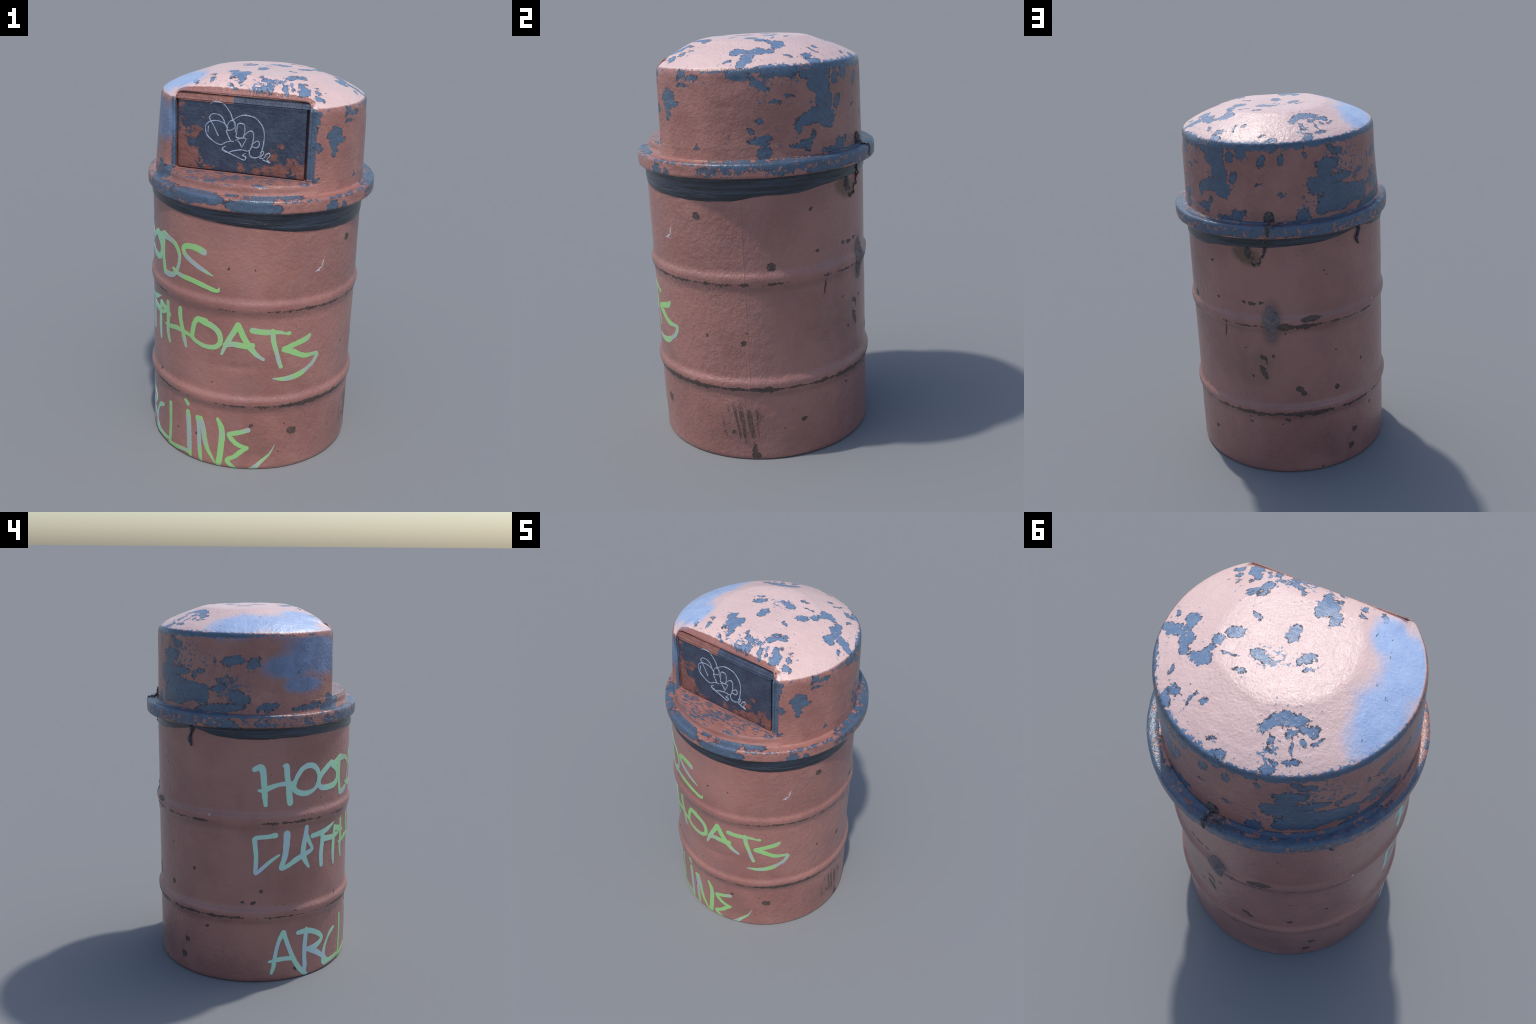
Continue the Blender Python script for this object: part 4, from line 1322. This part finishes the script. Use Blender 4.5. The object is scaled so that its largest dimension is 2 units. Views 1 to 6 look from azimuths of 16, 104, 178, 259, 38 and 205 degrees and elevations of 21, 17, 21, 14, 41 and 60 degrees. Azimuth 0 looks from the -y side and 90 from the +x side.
SCRIBBLE = [
    [(-158, 1874), (-136, 1883), (-100, 1879), (-79, 1861), (-60, 1835), (-49, 1809), (-37, 1782), (-33, 1748)],
    [(-119, 1722), (-130, 1742), (-141, 1765), (-160, 1795), (-164, 1808), (-150, 1823), (-128, 1825), (-106, 1817), (-92, 1798), (-84, 1778), (-75, 1761), (-77, 1744), (-68, 1724), (-57, 1704)],
    [(-73, 1765), (-91, 1784), (-120, 1793), (-149, 1791), (-171, 1780), (-183, 1761), (-181, 1733), (-170, 1713), (-147, 1695), (-125, 1683), (-103, 1679), (-82, 1691), (-60, 1700), (-42, 1700)],
    [(-75, 1772), (-66, 1790), (-52, 1801), (-38, 1794), (-35, 1775), (-44, 1761), (-62, 1752), (-73, 1754)],
    [(-45, 1805), (-21, 1821), (7, 1831), (36, 1830), (64, 1823), (86, 1804), (101, 1782), (109, 1755), (110, 1728), (107, 1700), (101, 1671), (95, 1650), (85, 1638), (67, 1631), (49, 1634), (38, 1647), (41, 1665), (51, 1687), (56, 1715), (58, 1736), (54, 1753), (45, 1759), (31, 1754), (17, 1739), (7, 1724), (13, 1746), (13, 1773), (9, 1787), (-6, 1791), (-23, 1783), (-26, 1749), (-29, 1724), (-11, 1719)],
    [(-32, 1706), (-18, 1715), (0, 1721), (21, 1719), (11, 1697), (1, 1678), (-10, 1695), (-21, 1707)],
    [(-82, 1673), (-96, 1661), (-88, 1648), (-70, 1643), (-48, 1652), (-23, 1659), (2, 1664), (27, 1660), (37, 1664), (40, 1644)],
    [(-96, 1654), (-66, 1643), (-30, 1629), (14, 1615), (21, 1631), (6, 1637), (20, 1649)],
    [(58, 1701), (75, 1714), (86, 1708), (86, 1691), (73, 1681), (55, 1684)],
    [(95, 1660), (108, 1668), (109, 1655), (99, 1643), (92, 1632), (110, 1634), (123, 1653), (137, 1661), (141, 1647), (128, 1632), (135, 1619), (143, 1614), (107, 1626)],
    [(-169, 1762), (-170, 1734)],
]
V, F = [], []
for i, st in enumerate(SCRIBBLE):
    pts = [(x / 1000, z / 1000, 0.0050 + 0.0014 * math.sin(j * 1.7 + i)) for j, (x, z) in enumerate(st)]
    v, f = ribbon(pts, on_flap, 1.0, per=7, thick=0.0007, base=0.0005 + 0.0002 * i)
    F += [tuple(q + len(V) for q in face) for face in f]
    V += v
me = bpy.data.meshes.new('scratched_drawing')
me.from_pydata(V, [], F)
me.polygons.foreach_set('use_smooth', [True] * len(me.polygons))
bm = bmesh.new()
bm.from_mesh(me)
bmesh.ops.recalc_face_normals(bm, faces=bm.faces)
bm.to_mesh(me)
bm.free()
new_object('scratched_drawing', me, flap, CHALK)

# ------------------------------------------------------------------ chain
IRON = plain('rusty_iron', (0.032, 0.028, 0.028), (0.135, 0.110, 0.105), 60, 0.6, 0.9, 0.1)
chain = bpy.data.objects.new('chain', None)
SC.objects.link(chain)
chain.parent = root


def link_mesh(length=0.034, width=0.023, wire=0.0044):
    V, F = [], []
    N, M = 20, 8
    hl = (length - width) / 2
    path = []
    for i in range(N):
        t = TAU * i / N
        path.append(Vector((math.cos(t) * (width / 2 - wire) + 0, math.sin(t) * (width / 2 - wire) + (hl if math.sin(t) >= 0 else -hl), 0)))
    for i in range(N):
        tg = (path[(i + 1) % N] - path[i - 1]).normalized()
        nn = Vector((tg.y, -tg.x, 0))
        for j in range(M):
            s = TAU * j / M
            q = path[i] + nn * wire * math.cos(s) + Vector((0, 0, 1)) * wire * math.sin(s)
            V.append(tuple(q + Vector((noise.noise(q * 180), noise.noise(q * 180 + Vector((4, 4, 4))), noise.noise(q * 150))) * 0.0016))
    for i in range(N):
        for j in range(M):
            F.append((i * M + j, i * M + (j + 1) % M, ((i + 1) % N) * M + (j + 1) % M, ((i + 1) % N) * M + j))
    return mesh_from('chain_link', V, F)


LINK = link_mesh()
LINK.materials.append(IRON)
# (angle, radius from the lid axis, height)
CHAIN_PATH = [(171.1, 0.530, 1.504), (171.1, 0.545, 1.486), (171.0, 0.568, 1.484), (170.8, 0.580, 1.478), (170.7, 0.583, 1.462), (170.2, 0.582, 1.432),
              (169.4, 0.560, 1.416), (168.6, 0.532, 1.400), (167.8, 0.5305, 1.345), (166.2, 0.5245, 1.303), (164.4, 0.523, 1.272), (162.0, 0.522, 1.248),
              (160.0, 0.5215, 1.268), (159.0, 0.5215, 1.300), (157.6, 0.521, 1.330)]
pts = [Vector((r * math.sin(math.radians(a)), -r * math.cos(math.radians(a)), z)) for a, r, z in CHAIN_PATH]
curve = [Vector(p) for p in catmull([tuple(p) for p in pts], 12)]
acc, last, k = 0.0, curve[0], 0
spacing = 0.0235
prev = curve[0]
for a, b in zip(curve, curve[1:]):
    acc += (b - a).length
    if acc >= spacing:
        acc = 0.0
        d = (b - prev).normalized()
        mid = (b + prev) / 2
        out = Vector((mid.x, mid.y, 0)).normalized()
        side = d.cross(out).normalized()
        out = side.cross(d).normalized()
        twist = math.radians((22 if k % 2 else -38) + random.uniform(-12, 12))
        xa = side * math.cos(twist) + out * math.sin(twist)
        za = xa.cross(d)
        ob = new_object('chain_link', LINK, chain)
        flat = Matrix.Identity(3) - Matrix([[0.5 * o1 * o2 for o2 in out] for o1 in out])
        xa, dd, za = flat @ xa, flat @ d, flat @ za
        mid = mid - out * 0.0015
        ob.matrix_local = Matrix(((xa.x, dd.x, za.x, mid.x), (xa.y, dd.y, za.y, mid.y), (xa.z, dd.z, za.z, mid.z), (0, 0, 0, 1)))
        prev = b
        k += 1


def lump(name, rows, center_deg, axis, base_r, mat, parent, amp, freq, segs=40):
    """flattened rough casting on the wall; rows: (height, half width, stand-off)"""
    rows = catmull(rows, 7)

    def place(row, th):
        z, w, d = row
        w, d = max(w, 0.0008), max(d, 0.0008)
        a = math.radians(center_deg(z))
        er = Vector((math.sin(a), -math.cos(a), 0))
        et = Vector((math.cos(a), math.sin(a), 0))
        p = Vector((axis[0], axis[1], z)) + er * (base_r(z) + d * math.sin(th)) + et * (w * math.cos(th))
        s = noise.noise(p * freq) + 0.6 * noise.noise(p * freq * 2.3)
        return tuple(p + er * (amp * s * min(1, d / 0.01)) + et * amp * 0.5 * noise.noise(p * freq + Vector((5, 5, 5))))

    v, f = lathe(rows, segs, place)
    return new_object(name, mesh_from(name, v, f), parent, mat)


# hook where the chain is riveted to the lid, and the eye on the drum
lump('chain_hook', [(1.548, 0.002, 0.002), (1.538, 0.018, 0.007), (1.520, 0.026, 0.011), (1.503, 0.027, 0.011), (1.491, 0.026, 0.013), (1.483, 0.012, 0.012)],
     lambda z: 171.1, (0, 0), lambda z: 0.521, IRON, chain, 0.006, 90)
lump('chain_eye', [(1.352, 0.003, 0.002), (1.345, 0.013, 0.006), (1.325, 0.017, 0.008), (1.305, 0.015, 0.008), (1.290, 0.009, 0.006), (1.283, 0.002, 0.002)],
     lambda z: 156.5, DRUM_AXIS, lambda z: DRUM_R, IRON, chain, 0.005, 90)

lump('chain_clot', [(1.492, 0.003, 0.002), (1.484, 0.018, 0.006), (1.466, 0.020, 0.008), (1.448, 0.016, 0.008), (1.432, 0.013, 0.007), (1.424, 0.003, 0.002)],
     lambda z: 170.8, (0, 0), lambda z: 0.5785, IRON, chain, 0.005, 110)

# ------------------------------------------------------------------ welded lug over the upper hoop
LUG = plain('weathered_lug', (0.085, 0.095, 0.110), (0.26, 0.155, 0.145), 32, 0.6, 0.9, 0.0, 0.01)
lump('welded_lug', [(1.035, 0.003, 0.002), (1.022, 0.020, 0.004), (1.005, 0.028, 0.006), (0.985, 0.035, 0.007), (0.960, 0.045, 0.006), (0.935, 0.045, 0.005),
                    (0.905, 0.034, 0.009), (0.875, 0.024, 0.010), (0.850, 0.021, 0.009), (0.825, 0.017, 0.006), (0.813, 0.003, 0.002)],
     lambda z: 168.0, DRUM_AXIS, lambda z: drum_radius(z) - 0.002, LUG, drum, 0.006, 75)
